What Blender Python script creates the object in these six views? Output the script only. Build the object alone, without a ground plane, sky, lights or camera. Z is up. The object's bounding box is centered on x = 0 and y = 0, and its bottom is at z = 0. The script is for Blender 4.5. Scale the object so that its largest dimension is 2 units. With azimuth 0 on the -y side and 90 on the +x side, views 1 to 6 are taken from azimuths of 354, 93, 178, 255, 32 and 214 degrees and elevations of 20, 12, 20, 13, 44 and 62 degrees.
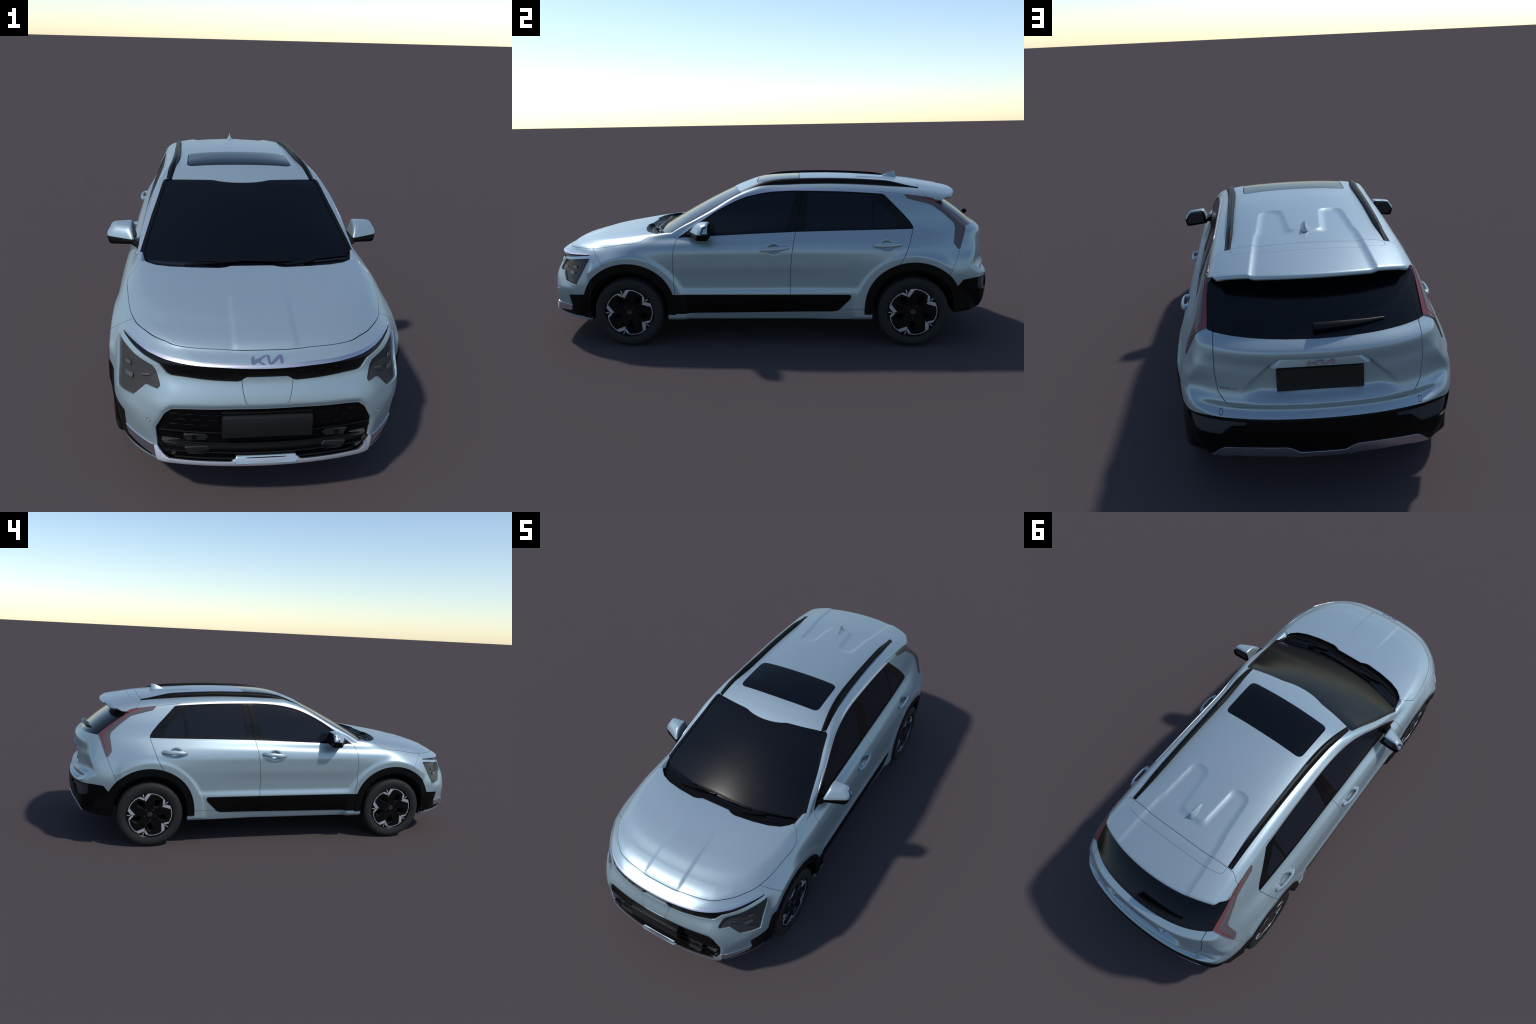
"""Compact five-door crossover car, built from smooth body surfaces.

The painted skin is one implicit body: four height fields (half width of the
sides, nose, tail, top) that are blended where they meet.  It is meshed once,
cut along panel outlines into the separate body parts, and every part gets its
own edge return.  Wheels, lamps, mirrors, rails and trim are modelled on top.
"""
import numpy as np

# ------------------------------------------------------------------ numerics
def pchip(xs, ys, x):
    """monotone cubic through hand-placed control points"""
    xs = np.asarray(xs, float); ys = np.asarray(ys, float)
    x = np.asarray(x, float)
    h = np.diff(xs); d = np.diff(ys) / h
    m = np.zeros_like(ys)
    m[0], m[-1] = d[0], d[-1]
    for i in range(1, len(xs) - 1):
        if d[i - 1] * d[i] > 0:
            w1, w2 = 2 * h[i] + h[i - 1], h[i] + 2 * h[i - 1]
            m[i] = (w1 + w2) / (w1 / d[i - 1] + w2 / d[i])
    i = np.clip(np.searchsorted(xs, x) - 1, 0, len(xs) - 2)
    t = (x - xs[i]) / h[i]
    lo, hi = t < 0, t > 1
    tc = np.clip(t, 0, 1)
    r = ((1 + 2 * tc) * (1 - tc) ** 2 * ys[i] + tc * (1 - tc) ** 2 * h[i] * m[i]
         + tc * tc * (3 - 2 * tc) * ys[i + 1] + tc * tc * (tc - 1) * h[i] * m[i + 1])
    r = np.where(lo, ys[0] + m[0] * (x - xs[0]), r)
    return np.where(hi, ys[-1] + m[-1] * (x - xs[-1]), r)


def blur(a, sigma, axis):
    n = int(3 * sigma + 1)
    k = np.exp(-0.5 * (np.arange(-n, n + 1) / sigma) ** 2); k /= k.sum()
    pad = [(0, 0)] * a.ndim; pad[axis] = (n, n)
    b = np.pad(a, pad, mode="reflect", reflect_type="odd")
    out = np.zeros_like(a)
    for j, w in enumerate(k):
        s = [slice(None)] * a.ndim; s[axis] = slice(j, j + a.shape[axis])
        out += w * b[tuple(s)]
    return out


class Field:
    """height field on a regular grid, looked up with a smooth cubic B-spline"""
    def __init__(self, u, v, a):
        self.u0, self.v0 = u[0], v[0]
        self.du, self.dv = u[1] - u[0], v[1] - v[0]
        self.a = a

    def __call__(self, u, v):
        a = self.a
        fu = np.clip((u - self.u0) / self.du, 1, a.shape[0] - 3.001)
        fv = np.clip((v - self.v0) / self.dv, 1, a.shape[1] - 3.001)
        iu, iv = fu.astype(int), fv.astype(int)
        tu, tv = fu - iu, fv - iv
        def w(t):
            return ((1 - t) ** 3 / 6, (3 * t ** 3 - 6 * t * t + 4) / 6,
                    (-3 * t ** 3 + 3 * t * t + 3 * t + 1) / 6, t ** 3 / 6)
        wu, wv = w(tu), w(tv)
        r = 0
        for i in range(4):
            for j in range(4):
                r = r + wu[i] * wv[j] * a[iu + i - 1, iv + j - 1]
        return r


def smin(a, b, k):
    h = np.maximum(k - np.abs(a - b), 0) / k
    return np.minimum(a, b) - h * h * k * 0.25


def smax(a, b, k):
    return -smin(-a, -b, k)


def sstep(a, b, x):
    t = np.clip((x - a) / (b - a), 0, 1)
    return t * t * (3 - 2 * t)


def fillet(pts, r=.004, n=5):
    """closed polygon with rounded corners; a point may carry its own radius"""
    P = [np.array(p[:2], float) for p in pts]
    R = [p[2] if len(p) > 2 else r for p in pts]
    out = []
    for i, p in enumerate(P):
        a, b = P[i - 1] - p, P[(i + 1) % len(P)] - p
        la, lb = np.linalg.norm(a), np.linalg.norm(b)
        c = np.clip(a @ b / (la * lb), -1, 1)
        half = np.arccos(c) / 2
        if R[i] <= 0 or half > 1.5:
            out.append(p); continue
        t = min(R[i] / np.tan(half), .45 * la, .45 * lb)
        s, e = p + a / la * t, p + b / lb * t
        for k in np.linspace(0, 1, n):
            out.append((1 - k) ** 2 * s + 2 * k * (1 - k) * p + k * k * e)
    return np.array(out)


def smooth_open(pts, n=8):
    """open control polyline -> smooth curve (centripetal-free Catmull-Rom)"""
    P = np.array(pts, float)
    P = np.vstack([2 * P[0] - P[1], P, 2 * P[-1] - P[-2]])
    out = []
    for i in range(1, len(P) - 2):
        for t in np.arange(n) / n:
            a, b, c, d = P[i - 1:i + 3]
            out.append(.5 * (2 * b + (c - a) * t + (2 * a - 5 * b + 4 * c - d) * t * t + (3 * b - a - 3 * c + d) * t ** 3))
    return np.array(out + [P[-2]])


def polygon_distance(poly, u, v):
    """signed distance to a closed polygon, negative inside"""
    poly = np.asarray(poly)
    d = np.full(u.shape, 9.0); ins = np.zeros(u.shape, bool)
    for a, b in zip(poly, np.roll(poly, -1, 0)):
        e = b - a; L = e @ e
        if L < 1e-14:
            continue
        pu, pv = u - a[0], v - a[1]
        t = np.clip((pu * e[0] + pv * e[1]) / L, 0, 1)
        d = np.minimum(d, (pu - t * e[0]) ** 2 + (pv - t * e[1]) ** 2)
        if a[1] != b[1]:
            c = (a[1] > v) != (b[1] > v)
            ins ^= c & (u < (b[0] - a[0]) * (v - a[1]) / (b[1] - a[1]) + a[0])
    return np.where(ins, -1, 1) * np.sqrt(d)


# ------------------------------------------------------------- body controls
WHEEL_Y = (-0.591, 0.6315)      # axle positions
WHEEL_Z = 0.1525
ARCH_R = 0.2185                 # outer edge of the black wheel-arch trim
H = 0.004                       # mesh pitch

SIDE = {   # station y: (z, half width) control points of the body side
 -1.02: [(.10,.18),(.14,.185),(.18,.19),(.224,.195),(.28,.18),(.33,.15),(.386,.13),(.42,.11),(.47,.08),(.72,.0)],
 -.9354:[(.10,.276),(.14,.284),(.18,.292),(.224,.300),(.28,.285),(.33,.256),(.386,.232),(.42,.205),(.47,.18),(.72,.05)],
 -.879: [(.10,.325),(.14,.333),(.18,.340),(.224,.347),(.248,.3495),(.28,.336),(.33,.314),(.386,.295),(.42,.272),(.47,.24),(.72,.10)],
 -.8156:[(.10,.360),(.14,.369),(.18,.376),(.224,.3815),(.272,.3825),(.33,.365),(.386,.346),(.42,.322),(.47,.285),(.72,.15)],
 -.76:  [(.10,.376),(.14,.382),(.18,.390),(.224,.394),(.28,.391),(.33,.386),(.386,.375),(.42,.355),(.47,.315),(.72,.2)],
 -.68:  [(.10,.382),(.14,.390),(.18,.395),(.24,.399),(.30,.399),(.35,.395),(.40,.380),(.43,.366),(.47,.338),(.72,.23)],
 -.59:  [(.10,.385),(.14,.392),(.18,.397),(.24,.400),(.30,.400),(.36,.401),(.40,.397),(.43,.384),(.455,.368),(.48,.350),(.58,.29),(.72,.23)],
 -.45:  [(.10,.384),(.14,.391),(.18,.395),(.235,.398),(.28,.396),(.33,.397),(.38,.398),(.42,.395),(.447,.383),(.476,.354),(.50,.345),(.58,.318),(.72,.25)],
 -.30:  [(.10,.371),(.14,.3845),(.18,.3935),(.2385,.3998),(.261,.3925),(.31,.3940),(.36,.3975),(.41,.3975),(.449,.385),(.482,.352),(.53,.3405),(.58,.3275),(.665,.289),(.72,.255)],
 -.08:  [(.10,.371),(.14,.3845),(.18,.3935),(.2385,.3998),(.261,.3925),(.31,.3940),(.36,.3975),(.41,.3975),(.451,.386),(.488,.353),(.53,.3405),(.58,.3260),(.665,.286),(.72,.252)],
 .13:   [(.10,.371),(.14,.3845),(.18,.3935),(.2385,.3998),(.261,.3925),(.31,.3940),(.36,.3975),(.41,.3975),(.453,.386),(.4956,.3535),(.58,.3195),(.665,.281),(.72,.25)],
 .36:   [(.10,.384),(.14,.392),(.18,.397),(.2385,.4005),(.261,.3955),(.31,.397),(.36,.3985),(.41,.3975),(.455,.383),(.500,.3525),(.58,.3195),(.660,.282),(.72,.25)],
 .63:   [(.10,.385),(.14,.391),(.18,.397),(.24,.401),(.32,.402),(.37,.4015),(.42,.394),(.46,.375),(.504,.3455),(.58,.316),(.6557,.280),(.72,.243)],
 .80:   [(.10,.335),(.145,.356),(.20,.374),(.26,.386),(.32,.393),(.37,.385),(.4145,.3695),(.4437,.359),(.52,.3285),(.60,.299),(.65,.268),(.72,.22)],
 .86:   [(.10,.310),(.145,.338),(.20,.364),(.26,.377),(.32,.383),(.37,.378),(.4145,.358),(.4437,.348),(.52,.316),(.60,.280),(.65,.245),(.72,.19)],
 .915:  [(.10,.29),(.145,.315),(.20,.345),(.25,.357),(.29,.360),(.32,.358),(.37,.352),(.4145,.332),(.4437,.322),(.52,.288),(.60,.25),(.65,.21),(.72,.15)],
 1.02:  [(.10,.20),(.145,.24),(.20,.27),(.26,.275),(.32,.275),(.37,.27),(.4145,.31),(.4437,.30),(.52,.25),(.60,.21),(.65,.17),(.72,.1)],
}
NOSE = [(.10,-.965),(.125,-.982),(.145,-.990),(.165,-.991),(.20,-.989),(.25,-.990),(.285,-.989),(.305,-.985),(.33,-.977),
        (.356,-.966),(.38,-.964),(.403,-.9645),(.43,-.963),(.50,-.88),(.72,-.70)]
NOSE_A = [(.10,.42),(.25,.41),(.30,.44),(.355,.50),(.40,.45),(.72,.4)]     # plan sweep, x^2 part
NOSE_B = [(.10,1.0),(.25,1.0),(.30,1.5),(.355,3.8),(.40,5.0),(.72,6.0)]    # x^4 part
TAIL = [(.10,.925),(.145,.960),(.17,.980),(.21,.994),(.25,.999),(.285,.9985),(.302,.996),(.309,.981),(.318,.976),(.335,.986),(.352,.979),
        (.366,.9745),(.385,.972),(.41,.970),(.44,.967),(.468,.970),(.482,.968),(.494,.956),(.507,.938),(.53,.910),(.56,.872),(.60,.815),(.64,.754),(.72,.65)]
TAIL_A = [(.10,.34),(.30,.36),(.42,.40),(.72,.40)]
TAIL_B = [(.10,.5),(.25,1.7),(.31,2.0),(.355,3.4),(.42,3.0),(.47,4.2),(.507,5.0),(.56,5.0),(.62,4.6),(.72,2.6)]
HOOD = [(-1.02,.375),(-.98,.404),(-.951,.4193),(-.93,.4243),(-.887,.4322),(-.86,.4375),(-.80,.4535),(-.70,.4712),(-.60,.4860),(-.545,.4918),(-.50,.4950),(-.40,.500),(1.0,.503)]
TOP = [(-1.02,.15),(-.60,.420),(-.516,.471),(-.43,.520),(-.35,.5635),(-.25,.6145),(-.147,.661),(-.10,.679),(-.03,.7005),(.05,.709),(.15,.7125),
       (.25,.7125),(.35,.710),(.42,.7065),(.52,.6995),(.66,.6870),(.75,.6730),(.85,.6545),(1.02,.612)]
TOP_SWEEP = [(-1.02,.60),(-.45,.62),(-.36,.65),(-.30,.74),(-.22,.80),(-.10,.60),(0,.33),(.15,0),(1.02,0)]
FLOOR = [(-1.02,.130),(-.97,.127),(-.90,.119),(-.75,.112),(-.50,.113),(-.40,.1175),(.40,.1175),(.5,.1175),(.78,.147),(.85,.151),(.95,.160),(1.02,.168)]

HOOD_REAR = [(0, -.5432), (.0640, -.5432), (.0694, -.5465), (.0817, -.5521), (.0985, -.5560), (.1786, -.5468), (.2405, -.5330), (.2838, -.5142), (.3112, -.4892), (.3164, -.4781)]

_y = np.arange(-1.04, 1.0401, .004); _z = np.arange(.06, .7601, .004); _x = np.arange(-.06, .5001, .004)
_st = sorted(SIDE)
_cols = np.array([pchip(*zip(*SIDE[s]), _z) for s in _st])
_S = np.array([pchip(_st, _cols[:, j], _y) for j in range(len(_z))]).T
_S = blur(blur(_S, 6.0, 0), 1.25, 1)
# flared ring round each wheel arch
_Y, _Z = np.meshgrid(_y, _z, indexing="ij")
for _wy, _fl in ((WHEEL_Y[0], .4030), (WHEEL_Y[1], .4030)):
    _r = np.hypot(_Y - _wy, (_Z - WHEEL_Z) * 1.0)
    _e = _fl - .75 * np.maximum(-(_Y + .745), 0) * (_wy < 0) - .32 * np.maximum(_Y - .76, 0) * (_wy > 0) - np.maximum(.13 - _Z, 0)
    _flare = smax(_S, _e - .80 * (_r - .2455), .010)          # panel swells towards the arch
    _S = np.maximum(_S, np.where(_r < .262, smin(_flare, _e, .0015), _flare))   # and is sliced flat round it
# shallow finger dishes behind the door handles
HANDLES = [(-.0172, .4272, .1059, .4371), (.4584, .4412, .5795, .4460)]     # y, z of both ends
for _a, _b, _c, _d in HANDLES:
    _q = ((_Y - (_a * .52 + _c * .48)) / .029) ** 2 + ((_Z - (_b + _d) / 2 + .002) / .0205) ** 2
    _S = _S - .011 * sstep(1.0, .25, _q)
side_field = Field(_y, _z, blur(blur(_S, .7, 0), .7, 1))

_X, _Z2 = np.meshgrid(_x, _z, indexing="ij")
_A, _B = pchip(*zip(*NOSE_A), _z), pchip(*zip(*NOSE_B), _z)
_N = blur(pchip(*zip(*NOSE), _z), 2.0, 0)[None, :] + _A[None] * _X ** 2 + _B[None] * _X ** 4
INTAKE = fillet([(-.1, .2895), (.0742, .2900), (.1974, .2853), (.2330, .2818, .012), (.2500, .2680), (.2720, .2262, .006), (.2693, .1770, .006), (.2559, .1560), (.2407, .1475), (.1800, .1465), (.0870, .1465), (.0765, .1550), (-.1, .1550)], .003)
_N = blur(_N, 1.5, 1)
# bevelled frame round the lower air intake
_N = _N + .0060 * np.clip((.0115 - polygon_distance(INTAKE, _X, _Z2)) / .0105, 0, 1) * sstep(.172, .20, _Z2)
nose_field = Field(_x, _z, _N)
_R = blur(pchip(*zip(*TAIL), _z), .7, 0)[None, :] - pchip(*zip(*TAIL_A), _z)[None] * _X ** 2 - pchip(*zip(*TAIL_B), _z)[None] * _X ** 4
# outside the scooped tailgate area the corner follows a fuller envelope
_env = pchip([.10,.145,.17,.21,.25,.302,.336,.36,.40,.44,.482,.494,.507,.72],[.925,.960,.980,.994,.999,.998,.997,.993,.984,.972,.968,.956,.938,.65], _z)[None, :] - pchip(*zip(*TAIL_A), _z)[None] * _X ** 2 - pchip(*zip(*TAIL_B), _z)[None] * _X ** 4
_xb = pchip([.30,.311,.328,.345,.363,.40,.45,.48,.50], [.27,.318,.347,.357,.361,.345,.315,.285,.27], _Z2)
_R = np.where((_Z2 > .30) & (_Z2 < .50), _R + (_env - _R) * np.clip(1 + (np.abs(_X) - _xb) / .060, 0, 1) ** 2, _R)
# plate recess between two slanting creases under the grip
_lim = .138 + (.44 - _Z2) * 1.1
_R = _R - .0225 * sstep(0, .016, _lim - np.abs(_X)) * sstep(.335, .362, _Z2) * sstep(.462, .448, _Z2) * sstep(.215, .150, np.abs(_X))
tail_field = Field(_x, _z, _R)

_X3, _Y3 = np.meshgrid(_x, _y, indexing="ij")
_hx = np.maximum(np.abs(_X3), 0)
_hood = pchip(*zip(*HOOD), _Y3 - .4 * _hx ** 2 - 6.6 * _hx ** 4)
# raised centre of the bonnet between two fading creases
_cr = sstep(-.60, -.84, _Y3) * sstep(-.93, -.90, _Y3)
# crisp fold: flat inner field, edge band falling away
_fold = polygon_distance(np.array([(-.2, -.862), (.0, -.862), (.0965, -.858), (.1600, -.850), (.1985, -.840), (.2405, -.808), (.2695, -.762), (.2960, -.700), (.3185, -.6354), (.3290, -.570), (.3344, -.5158), (.3330, -.30), (-.2, -.30)]), _X3, _Y3)
_hood = _hood + .0032 - .095 * smax(_fold, 0 * _fold, .003)
_hood = _hood + .0035 * _cr * sstep(.0815 , .0735, _hx)
_sw = pchip(*zip(*TOP_SWEEP), _y)[None, :]
_crown = (.2 * _hx ** 2 + 3.0 * _hx ** 4) * sstep(-.17, .12, _Y3)
_top = pchip(*zip(*TOP), _Y3 - _sw * _hx ** 2) - _crown
_top = blur(blur(_top, 3.0, 1), 2.0, 0)
# recessed rear roof: two fingers running forward from a shallow tray
_xo = .137 + (_Y3 - .41) * .08
_xi = .0600 - (_Y3 - .41) * .075
_fd = smax(smax(_xi - _hx, _hx - _xo, .030), .404 - _Y3, .034)
_td = smax(_hx - _xo, .590 - _Y3, .030)
_fd = smin(_fd, _td, .022)
_top = _top - .0060 * (1 - np.clip(1 + _fd / .024, 0, 1) ** 2) * (_fd < 0)
# the bonnet ends above a sunken cowl trough
_rear = np.interp(_hx, [p[0] for p in HOOD_REAR], [p[1] for p in HOOD_REAR])
_hood = blur(_hood, 1.0, 0) - .016 * sstep(.0, .012, _Y3 - _rear) * sstep(.335, .315, _hx)
_T = np.maximum(_hood, _top)
top_field = Field(_x, _y, _T)
floor_z = Field(_y, np.array([0., 1, 2, 3, 4, 5]), np.repeat(pchip(*zip(*FLOOR), _y)[:, None], 6, 1))

SPOILER_Y0 = .667


def spoiler_edge(x):
    return .852 - .60 * x ** 2 - 2.0 * x ** 4


def blend_skin(x, y, z, top, side, nose, tail, floor, edge):
    """implicit body from the height-field values: negative inside"""
    ft = (z - top) * .93
    f = smax(ft, (x - side) * .95, .022 - .011 * sstep(.05, -.12, y) + .031 * sstep(-.38, -.7, y))
    f = smax(f, (nose - y) * .9, .016 + .062 * sstep(.385, .415, z))
    body = smax(smax(f, (y - tail) * .85, .012), floor - z, .007)
    # roof spoiler: a thin blade over the tail window, its ends raked
    edge = smin(edge, .754 + (z - .6126) * 1.6 + 2.6 * np.maximum(.276 - x, 0), .012)
    under = top - (.0125 + .22 * np.maximum(edge - y, 0)) - .10 * np.maximum(x - .24, 0)
    blade = smax(smax(f, (y - edge) * .8, .008), (under - z) * .9, .006)
    blade = np.maximum(blade, .64 - y)
    return smin(body, blade, .0001 + .006 * sstep(.67, .75, y))


def skin(x, y, z):
    x = np.abs(x)
    return blend_skin(x, y, z, top_field(x, y), side_field(y, z), nose_field(x, z),
                      tail_field(x, z), floor_z(y, 2.5 + 0 * y), spoiler_edge(x))


def skin_gradient(p, e=.0012):
    g = np.empty_like(p)
    for a in range(3):
        d = np.zeros(3); d[a] = e
        g[:, a] = (skin(*(p + d).T) - skin(*(p - d).T)) / (2 * e)
    return g

# ------------------------------------------------------------------- meshing
def grid_values(xs, ys, zs):
    """the implicit body sampled on a regular grid (fields are looked up in 2D, then broadcast)"""
    ax = np.abs(xs)
    XY = np.meshgrid(ax, ys, indexing="ij"); YZ = np.meshgrid(ys, zs, indexing="ij"); XZ = np.meshgrid(ax, zs, indexing="ij")
    top = top_field(*XY)[:, :, None]
    side = side_field(*YZ)[None]
    nose = nose_field(*XZ)[:, None, :]; tail = tail_field(*XZ)[:, None, :]
    fl = floor_z(ys, 2.5 + 0 * ys)[None, :, None]
    ed = spoiler_edge(ax)[:, None, None]
    X, Y, Z = ax[:, None, None], ys[None, :, None], zs[None, None, :]
    out = np.empty((len(xs), len(ys), len(zs)), np.float32)
    for i in range(0, len(xs), 8):
        s = slice(i, i + 8)
        out[s] = blend_skin(X[s], Y, Z, top[s], side, nose[s], tail[s], fl, ed[s])
    return out


def surface_net(f, xs, ys, zs):
    """naive surface nets: one vertex per crossed cell, one quad per crossed edge"""
    ins = f < 0
    cnt = np.zeros(tuple(n - 1 for n in f.shape), np.int8)
    for i in (0, 1):
        for j in (0, 1):
            for k in (0, 1):
                cnt += ins[i:f.shape[0] - 1 + i, j:f.shape[1] - 1 + j, k:f.shape[2] - 1 + k]
    cells = np.argwhere((cnt > 0) & (cnt < 8))
    idx = -np.ones(cnt.shape, np.int64)
    idx[tuple(cells.T)] = np.arange(len(cells))
    acc = np.zeros((len(cells), 3)); num = np.zeros(len(cells))
    corner = [(i, j, k) for i in (0, 1) for j in (0, 1) for k in (0, 1)]
    for a in corner:
        for ax in range(3):
            if a[ax]:
                continue
            b = list(a); b[ax] = 1
            fa = f[tuple((cells + a).T)]; fb = f[tuple((cells + b).T)]
            hit = (fa < 0) != (fb < 0)
            t = np.where(hit, fa / np.where(hit, fa - fb, 1), 0)
            p = np.tile(np.array(a, float), (len(cells), 1)); p[:, ax] += t
            acc[hit] += p[hit]; num[hit] += 1
    loc = cells + acc / num[:, None]
    step = np.array([xs[1] - xs[0], ys[1] - ys[0], zs[1] - zs[0]])
    V = np.array([xs[0], ys[0], zs[0]]) + loc * step
    quads = []
    for ax in range(3):
        u, v = [(1, 2), (2, 0), (0, 1)][ax]
        lo = [slice(None)] * 3; hi = [slice(None)] * 3
        lo[ax] = slice(0, -1); hi[ax] = slice(1, None)
        A, B = ins[tuple(lo)], ins[tuple(hi)]
        e = np.argwhere(A != B)
        e = e[(e[:, u] > 0) & (e[:, v] > 0) & (e[:, u] < f.shape[u] - 1) & (e[:, v] < f.shape[v] - 1)]
        flip = ~A[tuple(e.T)]
        du = np.zeros(3, int); du[u] = 1; dv = np.zeros(3, int); dv[v] = 1
        q = np.stack([idx[tuple((e - du - dv).T)], idx[tuple((e - dv).T)], idx[tuple(e.T)], idx[tuple((e - du).T)]], 1)
        q[flip] = q[flip][:, ::-1]
        quads.append(q)
    Q = np.concatenate(quads)
    return V, Q[(Q >= 0).all(1)]


def settle(V, rounds=4):
    """pull the net onto the exact surface; the centre line stays at x = 0"""
    mid = V[:, 0] < H * .51
    V = V.copy(); V[mid, 0] = 0
    for _ in range(rounds):
        g = skin_gradient(V); g[mid, 0] = 0
        f = skin(*V.T)
        d = g * (f / np.maximum((g * g).sum(1), .05))[:, None]
        n = np.linalg.norm(d, axis=1)
        V -= d * np.minimum(1, .002 / np.maximum(n, 1e-9))[:, None]
    N = skin_gradient(V); N[mid, 0] = 0
    return V, N / np.linalg.norm(N, axis=1)[:, None]


# ------------------------------------------------------------ outline helpers
def line_distance(line, u, v):
    d = np.full(u.shape, 9.0)
    line = np.asarray(line)
    for a, b in zip(line[:-1], line[1:]):
        e = b - a; L = max(e @ e, 1e-14)
        pu, pv = u - a[0], v - a[1]
        t = np.clip((pu * e[0] + pv * e[1]) / L, 0, 1)
        d = np.minimum(d, (pu - t * e[0]) ** 2 + (pv - t * e[1]) ** 2)
    return np.sqrt(d)


class Skin:
    """half body mesh whose triangles carry part labels and can be cut along g(p) = 0"""
    def __init__(self, V, N, F):
        self.V, self.N, self.F = V, N, F
        self.names = ["body"]
        self.L = np.zeros(len(F), int)

    def label(self, name):
        if name not in self.names:
            self.names.append(name)
        return self.names.index(name)

    def cut(self, g, new, among=None, reach=None):
        """relabel to `new` what lies inside g < 0 among the given labels"""
        sel = np.ones(len(self.F), bool) if among is None else np.isin(self.L, [self.label(a) for a in among])
        vs = np.zeros(len(self.V), bool); vs[self.F[sel].ravel()] = True
        if reach is not None:
            vs &= reach(self.V)
            sel &= vs[self.F].all(1)
        gv = np.full(len(self.V), 9.0)
        ids = np.where(vs)[0]
        gv[ids] = g(self.V[ids])
        gv[np.abs(gv) < .0002] = 0
        s = np.sign(gv).astype(int)
        fs = np.where(sel)[0]
        S = s[self.F[fs]]
        mixed = (S.min(1) < 0) & (S.max(1) > 0)
        whole = fs[~mixed]
        inside = S[~mixed].sum(1) < 0
        lab = self.label(new)
        self.L[whole[inside]] = lab
        mf = fs[mixed]
        if not len(mf):
            return
        F = self.F[mf]; S = S[mixed]; old = self.L[mf]
        E = np.concatenate([F[:, [0, 1]], F[:, [1, 2]], F[:, [2, 0]]])
        E = np.sort(E, 1)
        cross = s[E[:, 0]] * s[E[:, 1]] < 0
        key = E[:, 0] * len(self.V) + E[:, 1]
        uk, inv = np.unique(key[cross], return_inverse=True)
        a, b = uk // len(self.V), uk % len(self.V)
        t = gv[a] / (gv[a] - gv[b])
        nv = self.V[a] + t[:, None] * (self.V[b] - self.V[a])
        nn = self.N[a] + t[:, None] * (self.N[b] - self.N[a])
        nn /= np.linalg.norm(nn, axis=1)[:, None]
        base = len(self.V)
        eid = np.full(len(key), -1); eid[cross] = base + inv
        m = len(F)
        e01, e12, e20 = eid[:m], eid[m:2 * m], eid[2 * m:]
        self.V = np.vstack([self.V, nv]); self.N = np.vstack([self.N, nn])
        T, TL = [], []
        ec = np.stack([e01, e12, e20], 1)
        for r in range(3):
            v0, v1, v2 = F[:, r], F[:, (r + 1) % 3], F[:, (r + 2) % 3]
            s0, s1, s2 = S[:, r], S[:, (r + 1) % 3], S[:, (r + 2) % 3]
            x01, x20 = ec[:, r], ec[:, (r + 2) % 3]
            x12 = ec[:, (r + 1) % 3]
            lone = (s1 * s2 > 0) & (s0 * s1 < 0)
            for tri_, sg in (((v0, x01, x20), s0), ((x01, v1, v2), s1), ((x01, v2, x20), s1)):
                T.append(np.stack(tri_, 1)[lone]); TL.append(np.where(sg[lone] < 0, lab, old[lone]))
            zero = (s0 == 0)
            for tri_, sg in (((v0, v1, x12), s1), ((v0, x12, v2), s2)):
                T.append(np.stack(tri_, 1)[zero]); TL.append(np.where(sg[zero] < 0, lab, old[zero]))
        keep = np.ones(len(self.F), bool); keep[mf] = False
        self.F = np.vstack([self.F[keep]] + T)
        self.L = np.concatenate([self.L[keep]] + TL)

    def panel(self, g, new, among, gap=.0011, reach=None):
        """like cut, but leaves an open shut line all round"""
        self.cut(lambda p: g(p) - gap, "_ring", among, reach)
        self.cut(lambda p: g(p) + gap, new, ["_ring"], reach)
        self.L[self.L == self.label("_ring")] = self.label("_gone")

    def seam(self, d, among, gap=.0010, reach=None):
        self.cut(lambda p: d(p) - gap, "_gone", among, reach)

    def take(self, *labels):
        F = self.F[np.isin(self.L, [self.label(a) for a in labels])]
        used, inv = np.unique(F, return_inverse=True)
        return self.V[used], self.N[used], inv.reshape(F.shape)


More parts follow.
